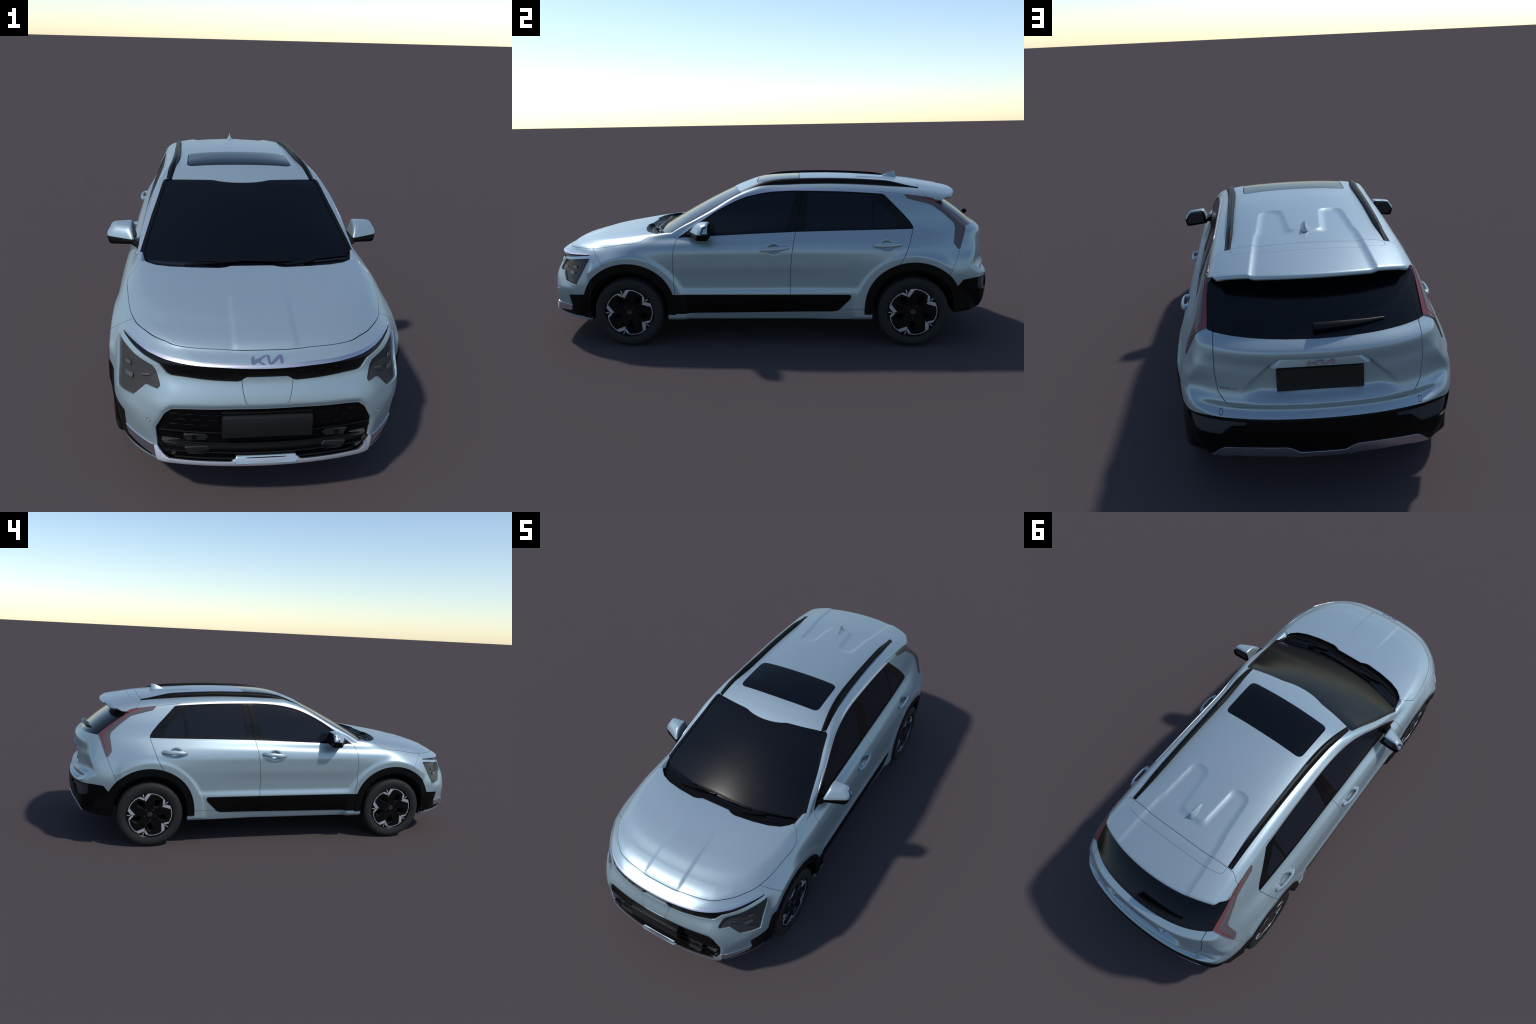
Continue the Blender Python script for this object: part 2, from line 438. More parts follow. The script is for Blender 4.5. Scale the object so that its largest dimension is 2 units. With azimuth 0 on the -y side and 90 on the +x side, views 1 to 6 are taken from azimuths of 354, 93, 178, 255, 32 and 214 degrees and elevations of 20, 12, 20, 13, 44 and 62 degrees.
def edge_return(V, N, F, offset=0.0, depth=.008, centre=False):
    """offset a cut-out patch along its normals and fold its border inward"""
    V = V + N * offset
    E = np.concatenate([F[:, [0, 1]], F[:, [1, 2]], F[:, [2, 0]]])
    k = np.sort(E, 1); key = k[:, 0] * len(V) + k[:, 1]
    _, first, cnt = np.unique(key, return_index=True, return_counts=True)
    B = E[first[cnt == 1]]
    if centre:
        B = B[~((V[B[:, 0], 0] < 1e-5) & (V[B[:, 1], 0] < 1e-5))]
    if depth <= 0 or not len(B):
        return V, N, F
    bv, inv = np.unique(B, return_inverse=True); inv = inv.reshape(B.shape)
    n = len(V)
    out = np.zeros((len(bv), 3))
    t = V[B[:, 1]] - V[B[:, 0]]
    t /= np.maximum(np.linalg.norm(t, axis=1), 1e-9)[:, None]
    side = np.cross(t, N[B[:, 0]])
    np.add.at(out, inv[:, 0], side); np.add.at(out, inv[:, 1], side)
    out /= np.maximum(np.linalg.norm(out, axis=1), 1e-9)[:, None]
    rim, low = V[bv], V[bv] - N[bv] * depth - out * .0005
    if centre:
        on = rim[:, 0] < 1e-5; low[on, 0] = 0; out[on, 0] = 0
    a, b = n + inv[:, 0], n + inv[:, 1]
    c, d = a + len(bv), b + len(bv)
    # walls are lit as a small rounded edge: the rim shares part of the panel normal
    rimn = out + .35 * N[bv]; rimn /= np.linalg.norm(rimn, axis=1)[:, None]
    W = np.concatenate([np.stack([b, a, c], 1), np.stack([b, c, d], 1)])
    return np.vstack([V, rim, low]), np.vstack([N, rimn, out]), np.vstack([F, W])


def mirrored(V, N, F):
    s = np.array([-1, 1, 1])
    return V * s, N * s, F[:, ::-1]


def both_halves(V, N, F):
    """join the half patch with its mirror image along x = 0"""
    V2, N2, F2 = mirrored(V, N, F)
    n = len(V)
    mp = np.arange(n, 2 * n)
    mid = np.abs(V[:, 0]) < 1e-5
    mp[mid] = np.where(mid)[0]
    return np.vstack([V, V2]), np.vstack([N, N2]), np.vstack([F, mp[F2]])

# --------------------------------------------------------------- build skin
xs = np.arange(-.5, 112) * H
ys = np.arange(-1.016, 1.0161, H)
zs = np.arange(.096, .7361, H)
_f = grid_values(xs, ys, zs)
V0, Q0 = surface_net(_f, xs, ys, zs)
del _f
V0, N0 = settle(V0)
SK = Skin(V0, N0, np.vstack([Q0[:, [0, 1, 2]], Q0[:, [0, 2, 3]]]))


def yz(poly):
    return lambda p: polygon_distance(poly, p[:, 1], p[:, 2])


def xz(poly):
    return lambda p: polygon_distance(poly, p[:, 0], p[:, 2])


def xy(poly):
    return lambda p: polygon_distance(poly, p[:, 0], p[:, 1])


def on_side(p):
    return p[:, 0] > .21


def on_nose(p):
    return p[:, 1] < -.74


def on_tail(p):
    return (p[:, 1] > .72) & (np.abs(p[:, 1] - tail_field(p[:, 0], p[:, 2])) < .02)


def at_tail(p):
    """distance-like: negative on the tail face, positive on the spoiler underside"""
    return (p[:, 1] - tail_field(p[:, 0], p[:, 2])) * .85 - .007


# ---- floor and wheel openings
SK.cut(lambda p: p[:, 2] - floor_z(p[:, 1], 2.5 + 0 * p[:, 1]) - .0025, "underbody", ["body"])


def arch(wy, inset):
    def g(p):
        dy, dz = np.abs(p[:, 1] - wy), np.maximum(p[:, 2] - WHEEL_Z, 0)
        r = np.hypot(dy, dz)
        outer = .2055 + .0135 * sstep(0, .8, dz / np.maximum(r, 1e-6))
        return r - outer + inset
    return g


for wy in WHEEL_Y:
    SK.cut(arch(wy, .0330), "_gone", ["body", "underbody"], lambda p: p[:, 0] > .20)

# ---- black lower cladding
TAIL_BLACK = [(.60, .2654), (.8191, .2654), (.8381, .2918), (.8853, .2985), (1.1, .2990), (1.1, 0), (.60, 0)]
SK.cut(yz(fillet(TAIL_BLACK, .006)), "rear_bumper_cladding", ["body"], lambda p: p[:, 1] > .64)
SK.cut(lambda p: np.maximum(arch(WHEEL_Y[1], 0)(p), .1455 - p[:, 2]), "arch_trim_rear", ["body"], on_side)
SK.cut(lambda p: np.maximum(arch(WHEEL_Y[0], 0)(p), np.where(p[:, 1] < WHEEL_Y[0], .127, .1455) - p[:, 2]), "arch_trim_front", ["body"], on_side)
NOSE_BLACK = [(-.70, .2345), (-.79, .2335), (-.8663, .2251), (-.856, .176), (-.862, .150), (-.935, .141), (-.935, .1345), (-.86, .131), (-.70, .127)]
SK.cut(yz(fillet(NOSE_BLACK, .004)), "corner_cladding", ["body"], lambda p: (p[:, 0] > .27) & (p[:, 1] < -.70))
CLAD = [(-.45, .2345), (.3626, .2325), (.3690, .2275), (.3668, .2142), (.3270, .1728), (.3130, .1605), (.292, .1570), (-.45, .1480)]
MID_SEAM = [(.1700, .70), (.1656, .6628), (.1477, .5704), (.1345, .4960), (.1235, .4422), (.1162, .3853), (.1115, .3175), (.1103, .2679), (.1109, .2339), (.1184, .1667), (.125, .13)]
SK.cut(yz(fillet(CLAD, .004)), "door_cladding", ["body"], on_side)
SILL = [(-.48, .1475), (.293, .1570), (.314, .1610), (.325, .1662), (.50, .1705), (.50, 0), (-.48, 0)]
SK.panel(yz(fillet(SILL, .003)), "sill", ["body"], .0008, on_side)

# ---- side windows
GLASS_TOP = [(-.3715, .4755), (-.3444, .4928), (-.3028, .5225), (-.2641, .5475), (-.1922, .5918), (-.1105, .6300), (-.0532, .6475), (.0207, .6594), (.0948, .6630),
             (.1656, .6630), (.3406, .6578), (.5000, .6475)]
PILLAR_C = [(.5133, .6440), (.5441, .6127), (.5905, .5659), (.6177, .5346), (.6302, .5153), (.6300, .5040)]
BELT = [(.5740, .5031), (.3370, .5003), (.1338, .4964), (-.0686, .4888), (-.2453, .4812)]
STRIP_TOP = [(-.3720, .4800), (-.3560, .4915), (-.3047, .5310), (-.2746, .5515), (-.1927, .6017), (-.0778, .6443), (.0123, .6660), (.0783, .6718), (.1657, .6723), (.3410, .6661), (.4749, .6560), (.4900, .6535)]
DLO = np.vstack([smooth_open(GLASS_TOP), PILLAR_C, BELT])
STRIP = np.vstack([smooth_open(STRIP_TOP), [(.5030, .6475)], np.array(smooth_open(GLASS_TOP))[::-1] - [0, .004]])
SK.cut(yz(DLO), "window_trim", ["body"], on_side)
SK.cut(yz(STRIP), "window_molding", ["body"], on_side)
W_FRONT = [(-.2110, .4888), (-.2137, .4903), (-.2215, .5025), (-.2343, .5182), (-.2510, .5261), (-.2505, .5500), (-.1921, .5900), (-.1105, .6280), (-.0532, .6458),
           (.0207, .6574), (.0900, .6603), (.1380, .6600), (.0945, .5012)]
W_REAR = [(.1893, .6594), (.4543, .6485, .012), (.4651, .6349, .01), (.4539, .5090), (.1756, .5025)]
W_QUARTER = [(.4751, .6270), (.5520, .5548, .02), (.5640, .5353, .01), (.5640, .5161, .006), (.5585, .5101, .004), (.4634, .5097)]
SK.cut(yz(fillet(W_FRONT, .003)), "front_window", ["window_trim"], on_side)
SK.cut(yz(fillet(W_REAR, .003)), "rear_side_window", ["window_trim"], on_side)
SK.cut(yz(fillet(W_QUARTER, .003)), "quarter_window", ["window_trim"], on_side)
_ms = smooth_open(MID_SEAM)[::-1]
mid_line = lambda p: p[:, 1] - np.interp(p[:, 2], _ms[:, 1], _ms[:, 0])
SK.panel(mid_line, "window_trim_front", ["window_trim"], .0007, on_side)
SK.panel(mid_line, "door_cladding_front", ["door_cladding"], .0008, on_side)

# ---- windscreen, cowl, bonnet
GLASS_LOW = [(.3190, -.4290), (.3090, -.4500), (.2800, -.4690), (.2400, -.4812), (.1900, -.4960), (.1250, -.5070), (.0650, -.5100), (0, -.5105)]
ROOF_FRONT = [(0, -.1540), (.0300, -.1525), (.0596, -.1475), (.0813, -.1410), (.1029, -.1340), (.1701, -.1235), (.2451, -.1075)]
GLASS_SIDE = [(.2600, -.1060), (.2675, -.1290), (.2816, -.1910), (.2975, -.2655), (.3150, -.3460), (.3265, -.4100)]
TRIM_SIDE = [(.2645, -.1005), (.2740, -.1070), (.2772, -.1185), (.2890, -.1740), (.3090, -.2540), (.3257, -.3390), (.3400, -.4070), (.3310, -.4150)]
up = lambda p: (p[:, 2] > .44) & (p[:, 1] < .05)
screen_all = np.vstack([[(-.1, -.5432)], HOOD_REAR[:], [(.3290, -.4250)], TRIM_SIDE[::-1], [(.2451, -.1075)], smooth_open(ROOF_FRONT)[::-1], [(-.1, -.154)]])
SK.cut(xy(screen_all), "windscreen_trim", ["body"], up)
glass = np.vstack([[(-.1, -.5105)], smooth_open(GLASS_LOW)[::-1], smooth_open(GLASS_SIDE)[::-1], [(.2451, -.1075)], smooth_open(ROOF_FRONT)[::-1], [(-.1, -.154)]])
SK.cut(xy(glass), "windscreen", ["windscreen_trim"], up)
SK.cut(lambda p: p[:, 1] - np.interp(p[:, 0], [0, .26, .31, .40], [-.49, -.455, -.425, -.39]), "cowl_panel", ["windscreen_trim"], up)
HOOD_EDGE = [(0, -.9216), (.0590, -.9203), (.1030, -.9145), (.1661, -.9043), (.2166, -.8880), (.2500, -.8640), (.2770, -.8400), (.3030, -.8060), (.3230, -.7740), (.3385, -.7320),
             (.3505, -.6819), (.3608, -.6107), (.3663, -.5726), (.3668, -.5500), (.3640, -.5280), (.3573, -.5171), (.3492, -.5034), (.3405, -.4880), (.3164, -.4770)]
hood = np.vstack([[(-.1, -.9216)], smooth_open(HOOD_EDGE), [(.25, -.46), (-.1, -.50)]])
SK.panel(xy(hood), "bonnet", ["body"], .0009, lambda p: (p[:, 2] > .38) & (p[:, 1] < -.44))

# ---- roof, sunroof, spoiler
roofz = lambda p: p[:, 2] > .60
RAIL_IN = [(.2451, -.1075), (.2330, -.03), (.2257, .0232), (.2200, .1000), (.2192, .1770), (.2205, .3760), (.2215, .55), (.2257, .6640)]
RAIL_OUT = [(.2640, -.0965), (.2565, .0), (.2511, .0455), (.2460, .14), (.2439, .2242), (.2420, .4407), (.2430, .57), (.2450, .6640)]
ditch = np.vstack([smooth_open(RAIL_IN), smooth_open(RAIL_OUT)[::-1]])
SK.cut(xy(ditch), "roof_ditch", ["body"], roofz)
roof_poly = np.vstack([[(-.1, -.154)], smooth_open(ROOF_FRONT), smooth_open(RAIL_IN), [(.2262, .6700), (.2262, .6800), (-.1, .6800)]])
SK.cut(xy(roof_poly), "roof", ["body"], roofz)
SUNROOF = fillet([(-.1, -.040), (.05, -.0395), (.1910, -.0355, .024), (.1872, .1525, .024), (.08, .1515), (-.1, .1515)], .01)
SK.panel(xy(SUNROOF), "sunroof", ["roof"], .0013, roofz)
SK.panel(lambda p: np.maximum(.6745 - .008 * sstep(.10, .24, p[:, 0]) + .020 * sstep(.250, .29, p[:, 0]) - p[:, 1], -polygon_distance(np.array([(.3, .2), (.3, .655), (.70, .628), (.78, .605), (.9, .55), (.9, .2)]), p[:, 1], p[:, 2])),
         "spoiler", ["body", "roof"], .0009, lambda p: (p[:, 2] > .585) & (p[:, 1] > .60) & ((p[:, 1] - tail_field(p[:, 0], p[:, 2]) > .004) | (p[:, 2] > .625) | (p[:, 1] < tail_field(p[:, 0], p[:, 2]) - .02)))

UNDER = fillet([(-.1, .60), (.2262, .60), (.2262, .6920, .012), (.2130, .7045, .01), (.1620, .7139), (.0690, .7158), (-.1, .7166)], .004)
SK.panel(xy(UNDER), "spoiler_fillet", ["spoiler"], .0005, lambda p: (p[:, 2] > .62) & (p[:, 0] < .25))

# ---- tail lamp, tail window, tailgate
LAMP_LOW = [(.5943, .6440), (.6134, .6262), (.6810, .6091), (.7127, .5998), (.7594, .5656), (.8020, .5270), (.8077, .5083), (.7996, .4456), (.8214, .4135)]
LAMP_UP = [(.8368, .4574), (.8500, .4988), (.8575, .5145), (.8560, .5260), (.8018, .5726), (.7541, .6085), (.7147, .6262), (.6825, .6325)]
TAIL_LAMP = fillet(LAMP_LOW + LAMP_UP, .006)
SK.cut(lambda p: np.maximum(yz(TAIL_LAMP)(p), .2955 - .04 * np.clip((p[:, 2] - .60) / .05, 0, 1) - p[:, 0]), "tail_lamp", ["body", "spoiler"], on_side)
def lamp_strip(p):
    up_edge = line_distance(np.array(LAMP_UP), p[:, 1], p[:, 2])
    facing_back = np.maximum((tail_field(p[:, 0], p[:, 2]) - p[:, 1]) * .8 - .0035, .0025 - up_edge)
    return np.minimum(np.maximum(up_edge - .0105, .0040 - up_edge), np.maximum(facing_back, up_edge - .0165))


SK.cut(lamp_strip, "lamp_strip", ["tail_lamp"], on_side)
WIN_LOW = [(-.1, .5043), (0, .5043), (.0753, .5052), (.1381, .5062), (.1885, .5073), (.2397, .5082), (.2775, .5089)]
T_GLASS = np.vstack([WIN_LOW, [(.2780, .5230), (.2667, .5965), (.2600, .66), (-.1, .66)]])
T_BLACK = np.vstack([WIN_LOW, [(.2960, .5103), (.2985, .5245), (.2940, .600), (.2690, .622), (.2690, .66), (-.1, .66)]])
SK.cut(lambda p: np.maximum(xz(T_BLACK)(p), at_tail(p)), "tail_window_trim", ["body", "spoiler"], on_tail)
SK.cut(lambda p: np.maximum(xz(T_GLASS)(p), at_tail(p)), "tail_window", ["tail_window_trim"], on_tail)
GATE = fillet([(-.1, .3300), (.0229, .3290), (.1492, .3255), (.2200, .3205, .02), (.2437, .3231, .01), (.2531, .3340), (.2641, .3458), (.2754, .3584, .02), (.2815, .4135, .05), (.2799, .4811), (.2788, .5300), (-.1, .53)], .004)
SK.panel(xz(GATE), "tailgate", ["body"], .0012, on_tail)

# ---- nose: bright strip, grille, lamps, intake, skid plate
TOPS = [(0, .3960), (.0430, .3963), (.1100, .3984), (.1960, .3985), (.2408, .3985), (.2880, .3990), (.3158, .4026), (.3345, .4037), (.3575, .4050)]
BOTS = [(0, .3892), (.0432, .3897), (.1100, .3915), (.1955, .3922), (.2470, .3920), (.2890, .3941), (.3152, .3975), (.3340, .4000), (.3570, .4026)]
GRL = [(.3600, .4012), (.3596, .3986), (.3480, .3962), (.3290, .3905), (.3025, .3845), (.2892, .3825), (.2635, .3780), (.2430, .3608), (.2328, .3582), (.1977, .3586), (.1220, .3562), (.0714, .3556), (.0645, .3572), (.0551, .3632), (.0480, .3655), (0, .3658)]
SK.cut(xz(np.vstack([[(-.1, .3960)], TOPS, np.array(BOTS)[::-1], [(-.1, .3892)]])), "bright_strip", ["body"], on_nose)
SK.cut(xz(np.vstack([[(-.1, .3894)], np.array(BOTS) + [0, .0004], GRL, [(-.1, .3658)]])), "grille", ["body"], on_nose)
HEADLAMP = [(.3665, .3870), (.3735, .3740), (.3820, .3400), (.3800, .3150), (.3731, .2799), (.3285, .2835), (.2946, .3212), (.2652, .3218), (.2572, .3310), (.2680, .3610), (.2775, .3695), (.3237, .3763), (.3495, .3835)]
HEADLAMP = [(.3660, .3880), (.3725, .3770), (.3727, .2815), (.3292, .2822), (.2950, .3210), (.2655, .3215), (.2575, .3310), (.2680, .3610), (.2775, .3695), (.3237, .3763), (.3495, .3835)]


def headlamp(p):
    # outline in the front view, trimmed at the back along the slanting rear edge seen from the side
    rear = (p[:, 1] - np.interp(p[:, 2], [.27, .283, .3786, .40], [-.8230, -.8182, -.7620, -.7550])) * .8
    wide = fillet([(.3700, .3890), (.43, .3850), (.43, .2600), (.3900, .2700), (.3292, .2822), (.2950, .3210), (.2655, .3215), (.2575, .3310), (.2680, .3610), (.2775, .3695), (.3237, .3763), (.3495, .3835)], .004)
    return np.maximum(xz(wide)(p), rear)


SK.cut(headlamp, "headlamp", ["body"], on_nose)
SK.cut(xz(INTAKE), "intake", ["body"], on_nose)
SKID = fillet([(-.1, .1560), (.0765, .1560), (.0870, .1475), (.2407, .1485), (.2559, .1570), (.2693, .1775), (.2810, .1735), (.3300, .1755), (.3578, .1775), (.3640, .1700), (.3620, .1560), (.3000, .1425), (.2700, .1345), (-.1, .1325)], .0015)
SK.cut(xz(SKID), "skid_plate_front", ["body"], lambda p: (p[:, 1] < -.855))
SK.cut(lambda p: np.maximum(xz(np.array([(.255, .1565), (.2693, .1775), (.2775, .173), (.268, .12), (-.1, .12), (-.1, .20), (.07, .20), (.08, .148)]))(p), 0 * p[:, 0] - .02 + p[:, 1] * 0), "skid_front_face", ["skid_plate_front"], lambda p: p[:, 1] < -.855)
FLAP = fillet([(-.1, .40), (.0640, .40), (.0621, .3575), (.0596, .3354), (.0537, .3110, .01), (.0470, .3022, .01), (-.1, .3016)], .004)
SK.panel(xz(FLAP), "charge_flap", ["body"], .0007, lambda p: (p[:, 1] < -.93) & (p[:, 2] < .372))
SK.panel(lambda p: np.hypot(p[:, 0] - .2887, p[:, 2] - .2428) - .0050, "sensor_front", ["body"], .0006, on_nose)

# ---- rear lower: fog lamps, skid plate
REAR_FOG = fillet([(.3642, .2950), (.3607, .2608), (.3536, .2440), (.3362, .2425), (.3093, .2410), (.2776, .2410), (.2441, .2720), (.2081, .2745), (.1985, .2860), (.2034, .2900), (.2533, .2900), (.3054, .2905), (.3453, .2945)], .003)
SK.cut(lambda p: xz(REAR_FOG)(p), "rear_fog_lamp", ["rear_bumper_cladding"], lambda p: p[:, 1] > .87)
SKID_R = fillet([(.3120, .1560), (.2822, .1900), (.2680, .2008), (.2546, .2041), (.1815, .2086), (.0966, .2090), (.0814, .2028), (.0609, .1880), (-.1, .1878), (-.1, .1500), (.0609, .1500), (.0973, .1720), (.2359, .1720)], .006)
SK.cut(xz(SKID_R), "skid_plate_rear", ["rear_bumper_cladding", "underbody"], lambda p: p[:, 1] > .88)

# ---- painted panels
FRAME = np.vstack([[(-.4180, .4876), (-.3900, .4700), (-.3725, .4790)], smooth_open(STRIP_TOP), [(.4875, .6565), (.5943, .6442), (.66, .6365), (.75, .615), (.75, .76), (-.25, .76), (-.52, .50)]])
SK.panel(yz(FRAME), "side_frame", ["body"], .0006, lambda p: on_side(p) & (p[:, 2] > .55) & (p[:, 1] > .46))
SK.cut(yz(FRAME), "side_frame", ["body"], lambda p: on_side(p) & (p[:, 2] > .45))
F_SEAM = [(-.3700, .4757), (-.3785, .4601), (-.3848, .4343), (-.3880, .3978), (-.3905, .3341), (-.3880, .2831), (-.3856, .2350), (-.38, .15)]
R_SEAM = [(.6302, .5021), (.6199, .4748), (.6033, .4267), (.5858, .3896), (.5704, .3617), (.52, .27), (.50, .15)]
mid = smooth_open(MID_SEAM[3:])
front_door = np.vstack([smooth_open(F_SEAM)[::-1], [(-.36, .488), (-.30, .52), (.10, .52), (.137, .51)], mid])
rear_door = np.vstack([mid[::-1], [(.137, .51), (.30, .52), (.60, .52), (.6300, .507)], smooth_open(R_SEAM)])
SK.panel(yz(front_door), "front_door", ["body"], .0010, on_side)
SK.panel(yz(rear_door), "rear_door", ["body"], .0010, on_side)
B_SEAM = [(.84, .47), (.8214, .4142), (.7952, .3483), (.7825, .3198), (.76, .26)]
SK.cut(lambda p: np.maximum(.8570 - p[:, 1], .4150 - p[:, 2]), "rear_bumper", ["body"], lambda p: (p[:, 1] > .74) & (p[:, 2] < .53))
SK.panel(lambda p: (np.interp(p[:, 2], [.26, .3198, .3483, .4142], [.76, .7825, .7952, .8214]) - p[:, 1]) * .92, "rear_bumper", ["body"], .0007, lambda p: (p[:, 1] > .74) & (p[:, 2] < .4160))
SK.panel(lambda p: np.hypot(p[:, 0] - .2701, p[:, 2] - .3075) - .0050, "sensor_rear", ["rear_bumper"], .0006, on_tail)
SK.cut(lambda p: .3 - p[:, 1], "quarter_panel", ["body"], lambda p: p[:, 1] > .1)
N_SEAM = [(-.7520, .4290), (-.7183, .3922), (-.6860, .3609), (-.60, .29)]
SK.panel(lambda p: (p[:, 1] - np.interp(p[:, 2], [.29, .3609, .3922, .4290, .45], [-.60, -.6860, -.7183, -.7520, -.765])) * .75, "front_bumper", ["body"], .0007, lambda p: p[:, 1] < -.55)
SK.cut(lambda p: p[:, 1] - .2, "fender", ["body"])
print("skin", len(SK.V), len(SK.F), {n: int((SK.L == i).sum()) for i, n in enumerate(SK.names)})

# ============================================================ Blender objects
import bpy
from math import pi, cos, sin, radians

for o in list(bpy.data.objects):
    bpy.data.objects.remove(o)
scene_col = bpy.context.scene.collection

car = bpy.data.objects.new("crossover_car", None)
scene_col.objects.link(car)
car["label"] = "pale blue five-door crossover car with black wheel-arch cladding"
car["category"] = "car"


# ------------------------------------------------------------------ materials
def material(name, colour, rough=.4, metallic=0.0, coat=0.0, spec=.5, vary=.04, scale=60.0, bump=0.0, bump_scale=900.0, coat_rough=.05, **extra):
    m = bpy.data.materials.new(name)
    m.use_nodes = True
    nt = m.node_tree
    b = nt.nodes["Principled BSDF"]
    tc = nt.nodes.new("ShaderNodeTexCoord")
    nz = nt.nodes.new("ShaderNodeTexNoise"); nz.inputs["Scale"].default_value = scale; nz.inputs["Detail"].default_value = 3
    nt.links.new(tc.outputs["Object"], nz.inputs["Vector"])
    ramp = nt.nodes.new("ShaderNodeValToRGB")
    lo = [c * (1 - vary) for c in colour]; hi = [min(1, c * (1 + vary)) for c in colour]
    ramp.color_ramp.elements[0].position = .3; ramp.color_ramp.elements[1].position = .7
    ramp.color_ramp.elements[0].color = (*lo, 1); ramp.color_ramp.elements[1].color = (*hi, 1)
    nt.links.new(nz.outputs["Fac"], ramp.inputs["Fac"])
    nt.links.new(ramp.outputs["Color"], b.inputs["Base Color"])
    b.inputs["Roughness"].default_value = rough
    b.inputs["Metallic"].default_value = metallic
    b.inputs["Coat Weight"].default_value = coat
    b.inputs["Coat Roughness"].default_value = coat_rough
    b.inputs["Specular IOR Level"].default_value = spec
    for k, v in extra.items():
        b.inputs[k].default_value = v
    if bump:
        n2 = nt.nodes.new("ShaderNodeTexNoise"); n2.inputs["Scale"].default_value = bump_scale
        nt.links.new(tc.outputs["Object"], n2.inputs["Vector"])
        bp = nt.nodes.new("ShaderNodeBump"); bp.inputs["Strength"].default_value = bump; bp.inputs["Distance"].default_value = .001
        nt.links.new(n2.outputs["Fac"], bp.inputs["Height"])
        nt.links.new(bp.outputs["Normal"], b.inputs["Normal"])
    return m


PAINT = material("pale_blue_paint", (.315, .40, .445), rough=.37, metallic=.50, coat=0.0, spec=.5, vary=.008, scale=25)
PLASTIC = material("black_cladding_plastic", (.0020, .0019, .0019), rough=.42, spec=.13, vary=.15, scale=120, bump=.04)
GLOSS = material("gloss_black_trim", (.0030, .0030, .0033), rough=.25, spec=.22, vary=.1)
GLASS = material("dark_tinted_glass", (.0016, .0022, .0036), rough=.165, spec=.27, vary=.03)
SIDE_GLASS = material("dark_side_glass", (.0085, .0105, .0160), rough=.18, spec=.20, vary=.03)
CHROME = material("satin_bright_metal", (.56, .56, .62), rough=.38, metallic=1.0, vary=.02)
SILVER = material("machined_wheel_metal", (.42, .42, .46), rough=.35, metallic=.4, vary=.03, scale=300)
RUBBER = material("tyre_rubber", (.013, .013, .0135), rough=.7, spec=.3, vary=.15, scale=200, bump=.08)
LAMP = material("smoked_lamp_lens", (.045, .045, .046), rough=.22, spec=.14, vary=.06, scale=90)
LAMP_LIGHT = material("pale_lamp_reflector", (.10, .10, .105), rough=.25, metallic=.2, vary=.05)
LAMP_DARK = material("dark_lamp_bezel", (.034, .038, .042), rough=.16, vary=.05)
TAIL = material("smoked_red_tail_lens", (.095, .074, .078), rough=.3, spec=.5, vary=.25, scale=400)
RED = material("red_lamp_strip", (.17, .036, .042), rough=.3, spec=.5, vary=.12, scale=150)
INNER = material("unlit_inner_black", (.002, .002, .002), rough=.9, spec=.1, vary=.1)
MESHG = material("grille_black", (.0012, .0012, .0014), rough=.35, spec=.2, vary=.1)
PLATE = material("dark_number_plate", (.0085, .009, .0098), rough=.45, spec=.3, vary=.05)
PLATE_MARK = material("plate_lettering", (.0085, .009, .0095), rough=.45, spec=.4, vary=.05)
BLUE = material("deep_blue_indicator_lens", (.006, .012, .075), rough=.2, spec=.5, vary=.1)
MIRROR = material("mirror_glass", (.08, .09, .10), rough=.08, metallic=.9, vary=.02)
EMBLEM = material("blue_grey_emblem", (.20, .22, .34), rough=.3, metallic=.6, vary=.05)
BADGE = material("rose_grey_emblem", (.30, .235, .25), rough=.4, metallic=.3, vary=.05)
GREYM = material("satin_grey_pod", (.012, .0125, .0135), rough=.3, spec=.4, vary=.1)

LINKED = {}


def mesh_object(name, V, F, mat, parent=car, N=None, smooth=True, angle=None):
    V = np.asarray(V, float)
    me = bpy.data.meshes.new(name)
    if isinstance(F, np.ndarray):
        used, inv = np.unique(F, return_inverse=True)
        V = V[used]; F2 = inv.reshape(F.shape)
        if N is not None:
            N = N[used]
        n = F2.shape[1]
        me.vertices.add(len(V)); me.vertices.foreach_set("co", V.ravel())
        me.loops.add(F2.size); me.loops.foreach_set("vertex_index", F2.ravel().astype(np.int32))
        me.polygons.add(len(F2)); me.polygons.foreach_set("loop_start", np.arange(0, F2.size, n, dtype=np.int32))
        me.update(calc_edges=True)
    else:
        me.from_pydata([tuple(v) for v in V], [], [tuple(int(i) for i in f) for f in F])
    me.polygons.foreach_set("use_smooth", np.full(len(me.polygons), smooth))
    me.validate()
    if angle is not None:
        me.set_sharp_from_angle(angle=radians(angle))
    if N is not None:
        me.normals_split_custom_set_from_vertices([tuple(n) for n in N])
    me.materials.append(mat)
    o = bpy.data.objects.new(name, me)
    scene_col.objects.link(o)
    o.parent = parent
    return o


def centre_part(name, labels, mat, offset=0.0, depth=.008, parent=car, shape=None):
    V, N, F = SK.take(*labels)
    V, N, F = edge_return(V, N, F, offset, depth, True)
    return mesh_object(name, *(lambda t: (t[0], t[2]))(both_halves(V, N, F)), mat, parent, both_halves(V, N, F)[1])


def side_parts(name, labels, mat, offset=0.0, depth=.008, parents=(None, None)):
    V, N, F = SK.take(*labels)
    V, N, F = edge_return(V, N, F, offset, depth)
    a = mesh_object(name, V, F, mat, parents[0] or car, N)
    V, N, F = mirrored(V, N, F)
    b = mesh_object(name, V, F, mat, parents[1] or car, N)
    return a, b


